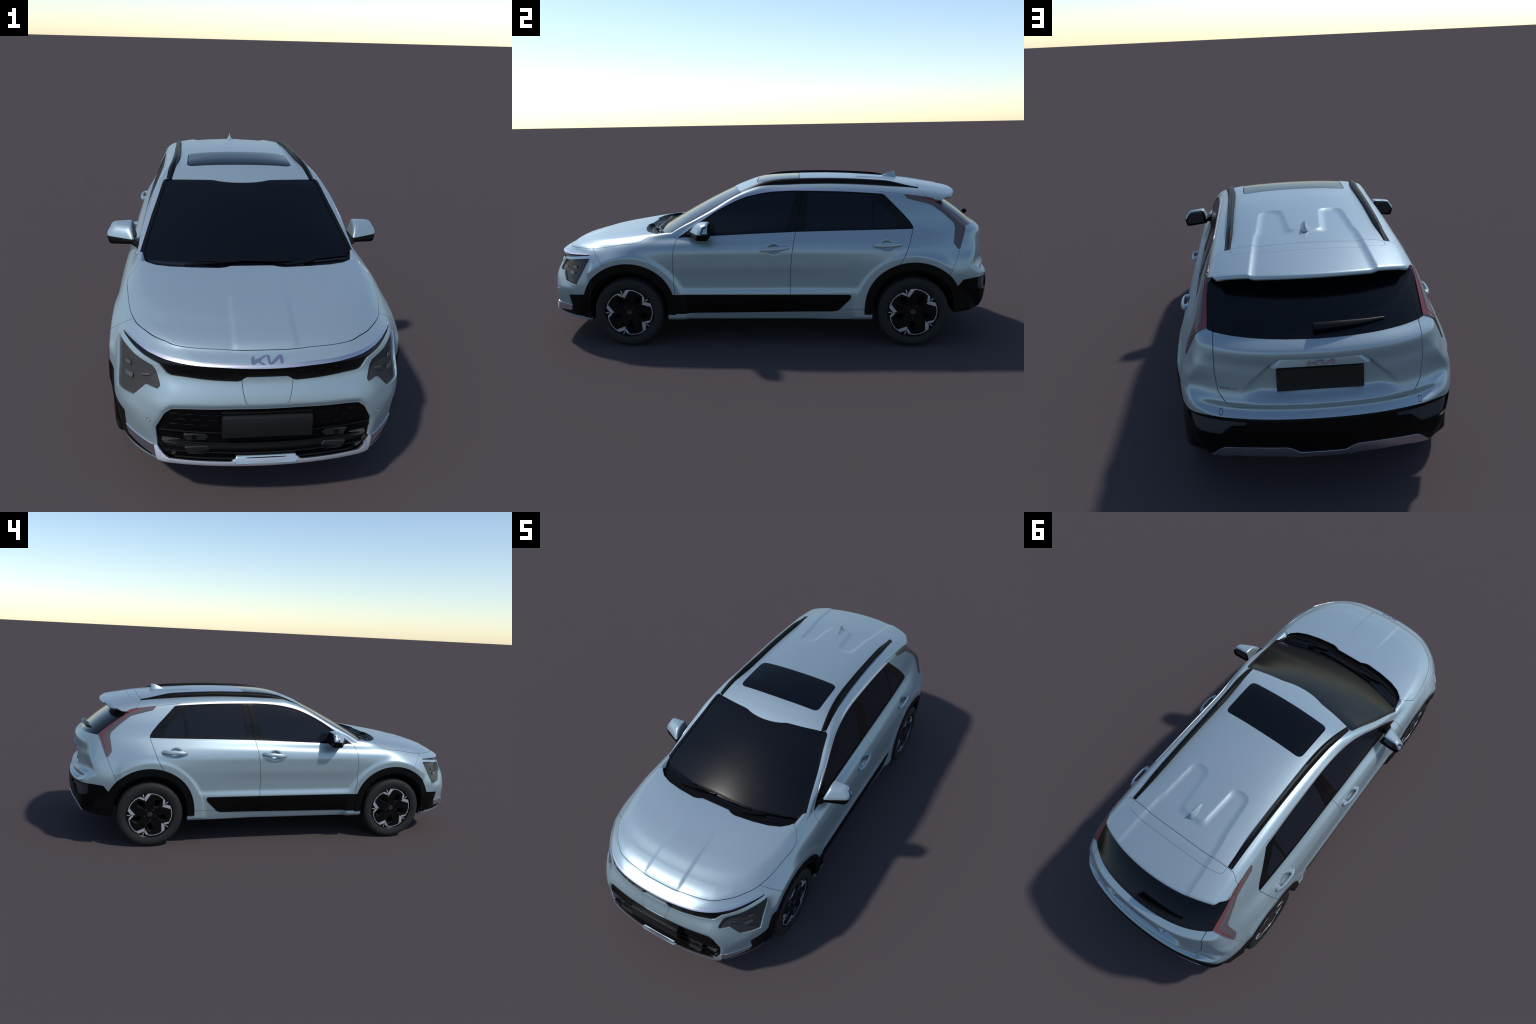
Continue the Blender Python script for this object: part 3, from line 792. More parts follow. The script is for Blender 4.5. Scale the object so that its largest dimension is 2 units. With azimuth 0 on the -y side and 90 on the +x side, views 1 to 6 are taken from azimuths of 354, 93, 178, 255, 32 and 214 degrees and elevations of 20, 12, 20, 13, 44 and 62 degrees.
def pair(name, V, F, mat, parents=(None, None), smooth=True, angle=35):
    """the same small part on the +x side and mirrored on the -x side"""
    V = np.asarray(V, float)
    a = mesh_object(name, V, F, mat, parents[0] or car, None, smooth, angle)
    F2 = F[:, ::-1] if isinstance(F, np.ndarray) else [tuple(f)[::-1] for f in F]
    b = mesh_object(name, V * [-1, 1, 1], F2, mat, parents[1] or car, None, smooth, angle)
    return a, b


def loft(rings, closed=True, caps=True):
    """quads through equal-length rings; end caps as fans of the ring"""
    R = [np.asarray(r, float) for r in rings]
    n = len(R[0]); V = np.vstack(R); F = []
    for i in range(len(R) - 1):
        for j in range(n if closed else n - 1):
            a, b = i * n + j, i * n + (j + 1) % n
            F.append((a, b, b + n, a + n))
    if caps and closed:
        F.append(tuple(range(n))[::-1]); F.append(tuple((len(R) - 1) * n + k for k in range(n)))
    return V, F


def tidy_normals(o):
    import bmesh
    bm = bmesh.new(); bm.from_mesh(o.data)
    bmesh.ops.recalc_face_normals(bm, faces=bm.faces)
    bm.to_mesh(o.data); bm.free()


def prism(poly, axis, lo, hi, bevel=.0, segs=2):
    """closed outline in a plane pushed along an axis, with chamfered front edge; axis 0: (y,z), 1: (x,z), 2: (x,y)"""
    P = np.asarray(poly, float)
    c = P.mean(0)
    def put(q, h):
        out = np.zeros((len(q), 3))
        ax = [i for i in range(3) if i != axis]
        out[:, ax] = q; out[:, axis] = h
        return out
    s = 1 if hi > lo else -1
    rings = [put(P, lo), put(P, hi - s * bevel)]
    if bevel:
        d = P - c
        sc = 1 - bevel / np.maximum(np.abs(d).max(0), 1e-6)
        rings.append(put(c + d * sc, hi))
    return loft(rings)


def box(cx, cy, cz, dx, dy, dz, bevel=.001):
    import bmesh
    bm = bmesh.new()
    bmesh.ops.create_cube(bm, size=1)
    for v in bm.verts:
        v.co.x = cx + v.co.x * dx; v.co.y = cy + v.co.y * dy; v.co.z = cz + v.co.z * dz
    if bevel:
        bmesh.ops.bevel(bm, geom=bm.edges[:], offset=bevel, segments=2, affect="EDGES", profile=.5)
    bm.verts.index_update()
    V = np.array([v.co[:] for v in bm.verts]); F = [tuple(v.index for v in f.verts) for f in bm.faces]
    bm.free()
    return V, F


def join(*parts):
    V, F, n = [], [], 0
    for v, f in parts:
        V.append(v); F += [tuple(i + n for i in q) for q in f]; n += len(v)
    return np.vstack(V), F


def sweep(path, widths, heights, normals, n=10, power=2.6):
    """rounded-section bar along a path; widths across, heights along the given normals"""
    P = np.asarray(path, float); rings = []
    T = np.gradient(P, axis=0)
    for p, t, w, h, nn in zip(P, T, widths, heights, normals):
        t = t / np.linalg.norm(t); nn = nn - t * (nn @ t); nn /= np.linalg.norm(nn)
        s = np.cross(t, nn)
        a = np.arange(n) / n * 2 * pi
        ca, sa = np.cos(a), np.sin(a)
        k = (np.abs(ca) ** power + np.abs(sa) ** power) ** (-1 / power)
        rings.append(p + s * (w * ca * k)[:, None] + nn * (h * sa * k)[:, None])
    return loft(rings)


def on_skin(p, rounds=25):
    """drop points onto the body along its normal"""
    p = np.array(p, float)
    for _ in range(rounds):
        g = skin_gradient(p); f = skin(*p.T)
        p -= g * (f / np.maximum((g * g).sum(1), .05))[:, None] * .8
    g = skin_gradient(p)
    return p, g / np.linalg.norm(g, axis=1)[:, None]


# --------------------------------------------------------------- body panels
bonnet = centre_part("bonnet", ["bonnet"], PAINT)
roof = centre_part("roof", ["roof"], PAINT)
centre_part("sunroof", ["sunroof"], GLASS, -.0005, .004, roof)
spoiler = centre_part("spoiler", ["spoiler"], PAINT)
centre_part("spoiler_panel", ["spoiler_fillet"], PAINT, 0, .004, spoiler)
tailgate = centre_part("tailgate", ["tailgate"], PAINT)
centre_part("rear_window", ["tail_window"], GLASS, -.0012, .004, tailgate)
centre_part("rear_window_trim", ["tail_window_trim"], GLOSS, -.0006, .005, tailgate)
front_bumper = centre_part("front_bumper", ["front_bumper"], PAINT)
rear_bumper = centre_part("rear_bumper", ["rear_bumper"], PAINT)
centre_part("rear_bumper_cladding", ["rear_bumper_cladding"], PLASTIC, .0012, .022, rear_bumper)
centre_part("skid_plate", ["skid_plate_rear"], CHROME, .0030, .006, rear_bumper)
centre_part("windscreen", ["windscreen"], GLASS, -.0015, .004)
centre_part("windscreen_trim", ["windscreen_trim"], GLOSS, .0015, .006)
cowl = centre_part("cowl_panel", ["cowl_panel"], PLASTIC, -.002, .006)
centre_part("bright_strip", ["bright_strip"], CHROME, .0012, .006, front_bumper)
grille = centre_part("grille", ["grille"], GLOSS, -.0050, .006, front_bumper)
intake = centre_part("air_intake", ["intake"], MESHG, -.007, .004, front_bumper)
centre_part("skid_plate", ["skid_plate_front"], CHROME, .0020, .010, front_bumper)
kV, kN, kF = SK.take("skid_front_face")
_up = np.clip((.1600 - kV[:, 2]) / .022, 0, 1) * (kV[:, 0] < .262) + np.clip((.1800 - kV[:, 2]) / .040, 0, 1) * (kV[:, 0] >= .262)
kV = kV + np.column_stack([0 * _up, -.0085 * _up, 0 * _up])
kN = kN + np.column_stack([0 * _up, 0 * _up, .55 + 0 * _up]); kN /= np.linalg.norm(kN, axis=1)[:, None]
kV, kN, kF = both_halves(*edge_return(kV, kN, kF, .0010, .010, True))
mesh_object("skid_lip", kV, kF, CHROME, front_bumper, kN)
centre_part("underbody", ["underbody"], PLASTIC, 0, 0)
fenders = side_parts("fender", ["fender"], PAINT)
doors_f = side_parts("front_door", ["front_door"], PAINT)
doors_r = side_parts("rear_door", ["rear_door"], PAINT)
quarters = side_parts("quarter_panel", ["quarter_panel"], PAINT)
frames = side_parts("roof_side_frame", ["side_frame"], PAINT)
side_parts("sill", ["sill"], PAINT)
side_parts("wheel_arch_trim", ["arch_trim_front"], PLASTIC, .0035, .022, fenders)
side_parts("wheel_arch_trim", ["arch_trim_rear"], PLASTIC, .0035, .022, quarters)
side_parts("corner_cladding", ["corner_cladding"], PLASTIC, .001, .008, (front_bumper, front_bumper))
side_parts("door_cladding", ["door_cladding_front"], PLASTIC, .0015, .009, doors_f)
side_parts("door_cladding", ["door_cladding"], PLASTIC, .0015, .009, doors_r)
side_parts("window_trim", ["window_trim_front"], GLOSS, -.0010, .006, doors_f)
side_parts("window_trim", ["window_trim"], GLOSS, -.0010, .006, doors_r)
side_parts("window_molding", ["window_molding"], CHROME, .0010, .004, frames)
side_parts("window_pane", ["front_window"], SIDE_GLASS, -.0028, .003, doors_f)
side_parts("window_pane", ["rear_side_window"], SIDE_GLASS, -.0028, .003, doors_r)
side_parts("window_pane", ["quarter_window"], SIDE_GLASS, -.0022, .003, doors_r)
side_parts("roof_ditch", ["roof_ditch"], PLASTIC, -.002, .004, frames)
centre_part("charge_flap", ["charge_flap"], PAINT, 0, .006, front_bumper)
side_parts("parking_sensor", ["sensor_front"], PAINT, 0, .004, (front_bumper, front_bumper))
side_parts("parking_sensor", ["sensor_rear"], PAINT, 0, .004, (rear_bumper, rear_bumper))
lamps = side_parts("headlamp", ["headlamp"], LAMP, -.0060, .006)
tails = side_parts("tail_lamp", ["tail_lamp"], TAIL, .0030, .008)
side_parts("lamp_strip", ["lamp_strip"], RED, .0022, .006, tails)
side_parts("rear_fog_lamp", ["rear_fog_lamp"], LAMP_DARK, -.0055, .004, (rear_bumper, rear_bumper))

# ---- dark core that closes the shut lines and forms the wheel wells
_h = .008
cxs = np.arange(-.5, 54) * _h; cys = np.arange(-1.0, 1.001, _h); czs = np.arange(.10, .72, _h)
core = grid_values(cxs, cys, czs) + .0125
_YY, _ZZ = np.meshgrid(cys, czs, indexing="ij")
for wy in WHEEL_Y:
    well = np.maximum(np.hypot(_YY - wy, np.maximum(_ZZ - WHEEL_Z, 0)) - .169, 0 * _YY - 1)
    core = np.maximum(core, -np.maximum(well[None], .235 - cxs[:, None, None]))
core = np.maximum(core, np.where((czs < .14)[None, None, :], .14 - czs[None, None, :], -1))
# leave room behind the lower air intake
core = np.maximum(core, -np.maximum(np.maximum(cys[None, :, None] + .925, cxs[:, None, None] - .28), np.abs(czs - .215)[None, None, :] - .085))
cV, cQ = surface_net(core.astype(np.float32), cxs, cys, czs)
cV[cV[:, 0] < _h * .51, 0] = 0
cF = np.vstack([cQ[:, [0, 1, 2]], cQ[:, [0, 2, 3]]])
_cv, _, _cf = both_halves(cV, cV * 0, cF)
mesh_object("inner_shell", _cv, _cf, INNER)

# --------------------------------------------------------------------- wheels
def revolve(profile, n=96):
    """closed or open (x, r) profile turned about the local x axis"""
    P = np.asarray(profile, float)
    a = np.arange(n) / n * 2 * pi
    V = np.stack([np.repeat(P[:, 0][None], n, 0), np.outer(np.cos(a), P[:, 1]), np.outer(np.sin(a), P[:, 1])], 2).reshape(-1, 3)
    m = len(P); F = []
    for i in range(n):
        for j in range(m - 1):
            b, c = i * m + j, ((i + 1) % n) * m + j
            F.append((b, c, c + 1, b + 1))
    return V, F


TYRE_R = WHEEL_Z
half = [(.0425, .1075), (.0440, .1105), (.0465, .1190), (.0482, .1300), (.0470, .1390), (.0440, .1452), (.0400, .1490), (.0350, .1512), (.0290, .1519)]
tread = []
for g in (.0200, .0, -.0200):
    tread += [(g + .0030, TYRE_R if g == 0 else TYRE_R - .0002), (g + .0022, TYRE_R - .004), (g - .0022, TYRE_R - .004), (g - .0030, TYRE_R if g == 0 else TYRE_R - .0002)]
profile = half + tread + [(-x, r) for x, r in half[::-1]]
tyre_geo = revolve(profile, 120)
rim_geo = revolve([(.0415, .1078), (.0445, .1090), (.0452, .1075), (.0430, .1052), (.0395, .1046), (.0200, .1000), (-.0350, .0960), (-.0400, .1080)], 120)
hub_back = revolve([(-.0050, .0005), (-.0050, .1010)], 72)
RW = .1043
SECTOR = 72.0


def polar(d, r, k):
    a = radians(108 - d + SECTOR * k)
    return (cos(a) * r * RW, sin(a) * r * RW)


# wheel face: shallow dish, cut into spokes, pockets and machined inlays
rr = np.concatenate([[0.0004], np.linspace(.004, .1046, 38)])
aa = np.arange(240) / 240 * 2 * pi
dish = lambda r: pchip([0, .012, .030, .060, .090, .1046], [.0395, .0395, .0395, .0410, .0415, .0405], r)
fV = np.stack([np.repeat(dish(rr)[None], 240, 0), np.outer(np.cos(aa), rr), np.outer(np.sin(aa), rr)], 2).reshape(-1, 3)
m = len(rr); fF = []
for i in range(240):
    for j in range(m - 1):
        b, c = i * m + j, ((i + 1) % 240) * m + j
        fF += [(b, b + 1, c + 1), (b, c + 1, c)]
dr = (dish(rr + .0005) - dish(rr - .0005 * (rr > .001))) / .001
fN = np.stack([np.repeat(np.ones(m)[None], 240, 0), np.outer(np.cos(aa), -dr), np.outer(np.sin(aa), -dr)], 2).reshape(-1, 3)
fN /= np.linalg.norm(fN, axis=1)[:, None]
FACE = Skin(fV, fN, np.array(fF))
for k in range(5):
    bar = [polar(12, .985, k), polar(20.4, .940, k), polar(.9, .634, k), polar(-.5, .797, k)]
    arc = [polar(11.5, .985, k), polar(24, .988, k), polar(36, .984, k), polar(48, .972, k), polar(61.9, .952, k), polar(58.2, .917, k),
           polar(46, .942, k), polar(36, .954, k), polar(26, .955, k), polar(20.0, .940, k)]
    end = [polar(61.9, .952, k), polar(70.6, .830, k), polar(70.2, .705, k), polar(57.6, .915, k)]
    a0 = radians(108 + SECTOR * k); t0 = np.array([-sin(a0), cos(a0)]) * .0021; d0 = np.array([cos(a0), sin(a0)])
    tick = [d0 * .850 * RW - t0, d0 * 1.0 * RW - t0, d0 * 1.0 * RW + t0, d0 * .850 * RW + t0]
    pocket = fillet([polar(35, .70, k), polar(52, .83, k), polar(63, .74, k), polar(67, .50, k), polar(60, .37, k), polar(44, .36, k)], .004)
    pocket2 = fillet([polar(24, .885, k), polar(48, .885, k), polar(50, .865, k), polar(34, .74, k)], .003)
    groove = fillet([polar(-3.2, .60, k), polar(-3.4, .98, k), polar(-6.0, .995, k), polar(-9.5, .96, k), polar(-2.0, .74, k)], .0015)
    for poly in (bar, arc, end, tick):
        FACE.cut(yz(np.array(poly)), "inlay", ["body"])
    FACE.cut(yz(pocket), "pocket", ["body"])
NUTS = [54 + 72 * k for k in range(5)]
fv, fn, ff = edge_return(*FACE.take("body"), 0, .016)
face_geo = (fv, fn, ff)
inl_geo = edge_return(*FACE.take("inlay"), .0009, .002)


def chamfer_pocket():
    """sloping pocket walls: bright facets on the lower sides of each opening"""
    parts = []
    for k in range(5):
        P = np.array([polar(35, .70, k), polar(52, .83, k), polar(63, .74, k), polar(67, .50, k), polar(60, .37, k), polar(44, .36, k)])
        c = P.mean(0); Q = c + (P - c) * .62
        rA = np.hypot(*P.T)
        A = np.column_stack([dish(rA) - .0005, P]); B = np.column_stack([np.full(6, .019), Q])
        parts.append(loft([A, B], True, False))
    return join(*parts)


nut_geo = join(*[(v + [.0385, .0262 * cos(radians(a)), .0262 * sin(radians(a))], f) for a in NUTS for v, f in [revolve([(.0000, .0062), (.0008, .0058), (-.0035, .0046), (-.0040, .0038), (.0030, .0034), (.0042, .0022), (.0042, .0002)], 12)]])
cap_geo = revolve([(.0370, .0135), (.0405, .0134), (.0418, .0122), (.0422, .0100), (.0422, .0003)], 40)
disc_geo = revolve([(.0020, .0300), (.0020, .0800), (-.006, .0800)], 60)

EMBLEM_A = [(0, 1), (0, .33), (.10, .06), (.095, .52), (.44, .03), (.50, .05), (.25, .56), (.46, .95), (.33, .98), (.175, .66), (.06, 1.0)]
EMBLEM_B = [(.49, .04), (.575, .04), (.60, .74), (.885, .01), (.985, .03), (1.0, .72), (.905, .95), (.90, .28), (.66, .92), (.53, .95)]


def emblem(u0, u1, v0, v1, flip=False):
    """the stylised three-letter mark as two outlines inside a box"""
    out = []
    for poly in (EMBLEM_A, EMBLEM_B):
        q = np.array(poly)
        out.append(np.column_stack([u0 + (u1 - u0) * q[:, 0], v1 + (v0 - v1) * q[:, 1]]))
    return out


first = {}
for wy in WHEEL_Y:
    for sx in (1, -1):
        def put(name, geo, mat, parent, N=None, angle=35):
            if name in first:
                o = first[name].copy(); scene_col.objects.link(o); o.parent = parent
            else:
                V, F = geo
                o = mesh_object(name, V, F, mat, parent, N, True, None if N is not None else angle)
                first[name] = o
            return o
        w = put("wheel", rim_geo, GLOSS, car)
        w.location = (sx * .3535, wy, WHEEL_Z)
        w.rotation_euler = (0, 0, 0 if sx > 0 else pi)
        put("tyre", tyre_geo, RUBBER, w, None, 50)
        put("spokes", (face_geo[0], face_geo[2]), GLOSS, w, face_geo[1])
        put("machined_inlay", (inl_geo[0], inl_geo[2]), SILVER, w, inl_geo[1])
        put("spoke_pocket", chamfer_pocket(), GREYM, w, None, 10)  # paler grey than the spokes, tinting the facets with reflected sky
        put("wheel_back", hub_back, INNER, w)
        put("lug_nut", nut_geo, GREYM, w)
        put("hub_cap", cap_geo, GREYM, w)
        put("hub_emblem", join(*[prism(p, 0, .0420, .0426) for p in emblem(-.0085, .0085, -.0018, .0018)]), EMBLEM, w)

# ---------------------------------------------------------------- roof rails
def resample(pts, n):
    c = smooth_open(pts, 12)
    s = np.concatenate([[0], np.cumsum(np.linalg.norm(np.diff(c, axis=0), axis=1))])
    t = np.linspace(0, s[-1], n)
    return np.column_stack([np.interp(t, s, c[:, i]) for i in range(c.shape[1])])


ri, ro = resample(RAIL_IN, 60), resample(RAIL_OUT, 60)
rings = []
for i in range(60):
    t = i / 59
    a, b = ri[i], ro[i]
    hgt = .0030 + .0165 * sstep(0, .26, t) * sstep(1, .80, t)
    za, zb = top_field(np.array([a[0]]), np.array([a[1]]))[0], top_field(np.array([b[0]]), np.array([b[1]]))[0]
    zb = min(zb, za); za -= .002; zb -= .006
    A3, B3 = np.array([*a, za]), np.array([*b, zb])
    up_ = np.array([0, 0, 1.0]); ac = B3 - A3
    s = [(.06, -.004), (.04, .25 * hgt), (.10, .75 * hgt + .001), (.25, hgt + .0018), (.50, hgt + .0028), (.75, hgt + .0018), (.92, .72 * hgt + .001), (.97, .25 * hgt), (.97, -.004)]
    rings.append([A3 + ac * u + up_ * v for u, v in s])
rail = pair("roof_rail", *loft(rings), PLASTIC, frames, True, 60)
for o in rail:
    tidy_normals(o)

# ------------------------------------------------------------------- antenna
rings = []
for t in np.linspace(0, 1, 14):
    zt = .690 + .0300 * t
    y0 = .5224 + .0660 * t ** 1.45
    y1 = .6060 - .0085 * sstep(0, .8, t) + .002 * sstep(.7, 1, t)
    w = .0175 * (1 - t) ** 1.7 + .0016 * (1 - t) + .0006
    a = np.arange(20) / 20 * 2 * pi
    cy = (y0 + y1) / 2; ly = (y1 - y0) / 2
    yy = cy - ly * np.cos(a)
    ww = w * np.sin(a) * (.80 - .20 * np.cos(a))
    rings.append(np.column_stack([ww, yy, zt + .0 * yy]))
fin = mesh_object("antenna_fin", *loft(rings), PAINT, roof, None, True, 60); tidy_normals(fin)

# -------------------------------------------------------------- door handles
for hi, (a, b, c, d) in enumerate(HANDLES):
    t = np.linspace(0, 1, 17)
    y = a + .004 + (c - a - .008) * t; zc = b + (d - b) * t + .001
    base = side_field(y, zc + .012 * 0)
    base = np.interp(y, [y[0], y[-1]], [base[0], base[-1]])
    lift = .0035 + .0125 * (1 - np.abs(2 * t - 1) ** 3.2)
    path = np.column_stack([base + lift, y, zc])
    w = np.where(True, .0066 + .0030 * (1 - np.abs(2 * t - 1) ** 4), 0)
    hgt = .0046 + .0006 * (1 - np.abs(2 * t - 1) ** 2)
    nn = np.tile([1.0, 0, .25], (17, 1))
    V, F = sweep(path, w, hgt, nn, 14)
    feet = []
    for yy, zz, bx, lf in ((y[2], zc[2], base[2], lift[2]), (y[-3], zc[-3], base[-3], lift[-3])):
        q = np.array([(yy - .009, zz - .0075), (yy + .009, zz - .0075), (yy + .009, zz + .0075), (yy - .009, zz + .0075)])
        feet.append(prism(fillet(q, .005), 0, bx - .006, bx + lf))
    hs = pair("door_handle", *join((V, F), *feet), PAINT, doors_f if hi == 0 else doors_r, True, 40)
    for o in hs:
        tidy_normals(o)

# -------------------------------------------------------------- door mirrors
def mirror_field(x, y, z):
    def pl(n, p):
        n = np.array(n, float); n /= np.linalg.norm(n)
        return (x - p[0]) * n[0] + (y - p[1]) * n[1] + (z - p[2]) * n[2]
    f = pl((.05, 1, .06), (.42, -.226, .51))
    k = .010
    for n, p, kk in (((.03, 0, 1), (.40, -.25, .5475), .012), ((.874, 0, .486), (.4520, -.24, .5265), .010), ((.96, 0, -.28), (.4615, -.23, .505), .010),
                     ((-.14, 0, -.99), (.41, -.25, .4805), .012), ((-.97, 0, .23), (.3705, -.28, .5246), .008),
                     ((.47, -.87, .16), (.405, -.2985, .508), .014), ((.30, -.62, .72), (.405, -.2685, .5450), .018)):
        f = smax(f, pl(n, p), kk)
    return f


mxs, mys, mzs = np.arange(.350, .480, .0025), np.arange(-.34, -.205, .0025), np.arange(.465, .565, .0025)
mf = mirror_field(mxs[:, None, None], mys[None, :, None], mzs[None, None, :]).astype(np.float32)
mV, mQ = surface_net(mf, mxs, mys, mzs)


def mirror_grad(p, e=.0008):
    g = np.empty_like(p)
    for a in range(3):
        d = np.zeros(3); d[a] = e
        g[:, a] = (mirror_field(*(p + d).T) - mirror_field(*(p - d).T)) / (2 * e)
    return g


for _ in range(4):
    g = mirror_grad(mV); mV -= g * (mirror_field(*mV.T) / np.maximum((g * g).sum(1), .1))[:, None]
mN = mirror_grad(mV); mN /= np.linalg.norm(mN, axis=1)[:, None]
MK = Skin(mV, mN, np.vstack([mQ[:, [0, 1, 2]], mQ[:, [0, 2, 3]]]))
rear_face = lambda p: -(p[:, 1] + .2285)
MK.cut(lambda p: np.maximum(xz(fillet([(.3800, .5400), (.4330, .5365), (.4405, .5320), (.4550, .5060), (.4500, .4880), (.3960, .4890), (.3810, .4960)], .008))(p), rear_face(p)), "glass", ["body"])
MK.cut(rear_face, "frame", ["body"])
lower = lambda p: p[:, 2] - (.5042 + .02 * (p[:, 1] + .29) * 0)
MK.cut(lower, "base", ["body"])
MK.cut(lambda p: np.maximum(line_distance(np.array([(-.236, .5335), (-.2465, .530), (-.2500, .5200), (-.2535, .5090), (-.250, .5065), (-.228, .5065)]), p[:, 1], p[:, 2]) - .0028, .432 - p[:, 0]), "lamp", ["body"])
arms = []


def mirror_part(name, lab, mat, off, dep, parents):
    V, N, F = edge_return(*MK.take(lab), off, dep)
    a = mesh_object(name, V, F, mat, parents[0], N)
    V, N, F = mirrored(V, N, F)
    b = mesh_object(name, V, F, mat, parents[1], N)
    return a, b


caps = mirror_part("door_mirror", "body", PAINT, 0, .004, (car, car))
mirror_part("mirror_base", "base", PLASTIC, -.0006, .003, caps)
mirror_part("mirror_frame", "frame", PLASTIC, 0, .016, caps)
mirror_part("mirror_glass", "glass", MIRROR, -.0060, .002, caps)
mirror_part("mirror_indicator", "lamp", BLUE, .0012, .003, caps)
armr = []
for t in np.linspace(0, 1, 6):
    cx = .338 + .052 * t; cy = -.330 + .060 * t; zlo = .4760 + .0075 * t; zhi = .5000 + .006 * t; ly = .032 - .004 * t
    q = fillet([(cy - ly, zlo + .004), (cy - ly * .6, zhi), (cy + ly, zhi - .003), (cy + ly * .8, zlo)], .006)
    armr.append(np.column_stack([np.full(len(q), cx), q]))
arm = pair("mirror_arm", *loft(armr), PLASTIC, caps, True, 50)
for o in arm:
    tidy_normals(o)

# ------------------------------------------------------------------- wipers
def wiper(name, pts, wid, hgt, lift, mat, parent, n=24):
    c = resample(pts, n)
    p, nn = on_skin(c)
    t = np.linspace(0, 1, n)
    lift = np.interp(t, np.linspace(0, 1, len(lift)), lift)
    W = np.interp(t, np.linspace(0, 1, len(wid)), wid); Hh = np.interp(t, np.linspace(0, 1, len(hgt)), hgt)
    o = mesh_object(name, *sweep(p + nn * lift[:, None], W, Hh, nn, 8), mat, parent, None, True, 40)
    tidy_normals(o)
    return o


wiper("wiper_blade", [(-.158, -.4805, .485), (-.042, -.4865, .488), (.045, -.4900, .486), (.132, -.4903, .481)], [.0025, .0035, .0040, .004], [.003, .004, .004], [.004], PLASTIC, cowl)
wiper("wiper_arm", [(.105, -.5185, .476), (.154, -.5044, .477), (.200, -.4850, .479)], [.006, .006, .004], [.003, .004, .004], [.006], PLASTIC, cowl)
wiper("wiper_blade", [(.170, -.4850, .481), (.2562, -.4593, .482), (.3140, -.4390, .482)], [.003, .0035, .002], [.003, .004, .003], [.005], PLASTIC, cowl)
wiper("wiper_arm", [(-.200, -.5085, .476), (-.111, -.4991, .479), (-.034, -.4905, .486)], [.006, .005, .004], [.003, .004, .003], [.006], PLASTIC, cowl)
wiper("rear_wiper", [(.012, .9115, .512), (-.05, .9080, .514), (-.12, .8990, .516), (-.178, .8850, .518)], [.0120, .0105, .0075, .0030], [.011, .009, .006, .003], [.011, .010, .007, .003], MESHG, tailgate)

# cowl lip: thin raised ridge along the trough
c2 = np.array([(.0, -.5270, .474), (.10, -.530, .473), (.20, -.513, .472), (.285, -.485, .470)])
for sg in (1, -1):
    wiper("cowl_ridge", c2 * [sg, 1, 1], [.003, .003, .002], [.0025], [-.001], GLOSS, cowl)

# ------------------------------------------------------ number plates, badges
mesh_object("number_plate", *box(0, -.9835, .2485, .2200, .0300, .0560, .002), PLATE, front_bumper, None, True, 30)
mesh_object("plate_bracket", *box(0, -.972, .2780, .2230, .030, .0120, .002), MESHG, front_bumper, None, True, 30)
rp = prism(fillet([(-.1165, .3625), (.1165, .3625), (.1165, .4245), (-.1165, .4245)], .003), 1, .93, .9545, .001)
rp[0][:, 1] += (.3935 - rp[0][:, 2]) * .11
rear_plate = mesh_object("number_plate", *rp, PLATE, tailgate, None, True, 30); tidy_normals(rear_plate)

# full-width copies of nose and tail for marks that are not mirror images
bV, bN, bF = both_halves(*SK.take("front_bumper"))
NOSEK = Skin(bV, bN, bF)
for poly in emblem(-.0395, .0390, .3958, .4092):
    NOSEK.cut(xz(poly), "mark", ["body"], lambda p: (p[:, 1] < -.93) & (np.abs(p[:, 0]) < .06))
V, N, F = edge_return(*NOSEK.take("mark"), .0016, .002)
mesh_object("emblem", V, F, EMBLEM, front_bumper, N)


def lettering(name, text, width, height, origin, facing, mat, parent, depth=.0006):
    cu = bpy.data.curves.new(name, "FONT"); cu.body = text; cu.extrude = depth; cu.align_x = "CENTER"; cu.align_y = "CENTER"
    tmp = bpy.data.objects.new(name, cu); scene_col.objects.link(tmp)
    bpy.context.view_layer.update()
    dg = bpy.context.evaluated_depsgraph_get()
    me = bpy.data.meshes.new_from_object(tmp.evaluated_get(dg))
    bpy.data.objects.remove(tmp); bpy.data.curves.remove(cu)
    v = np.array([q.co[:] for q in me.vertices])
    size = np.ptp(v, axis=0); c = (v.max(0) + v.min(0)) / 2
    v = (v - c) / [size[0], size[1], 1] * [width, height, 1]
    ex = np.array(facing[0], float); ez = np.array([0, 0, 1.0]); en = np.array(facing[1], float)
    w = np.array(origin) + v[:, :1] * ex + v[:, 1:2] * ez + v[:, 2:3] * en
    for q, p in zip(me.vertices, w):
        q.co = p
    me.materials.clear(); me.materials.append(mat)
    o = bpy.data.objects.new(name, me); scene_col.objects.link(o); o.parent = parent
    return o


p0, n0 = on_skin(np.array([[.2422, .928, .3688]]))
nx = n0[0]
lettering("badge", "NIRO", .0500, .0080, p0[0] + nx * .0006, ((-.93, .36 * .9, 0), (nx[0], nx[1], nx[2])), BADGE, tailgate)
lettering("plate_text", "Niro EV", .075, .018, (0, -.9987, .2485), ((1, 0, 0), (0, -1, 0)), PLATE_MARK, front_bumper, .0002)

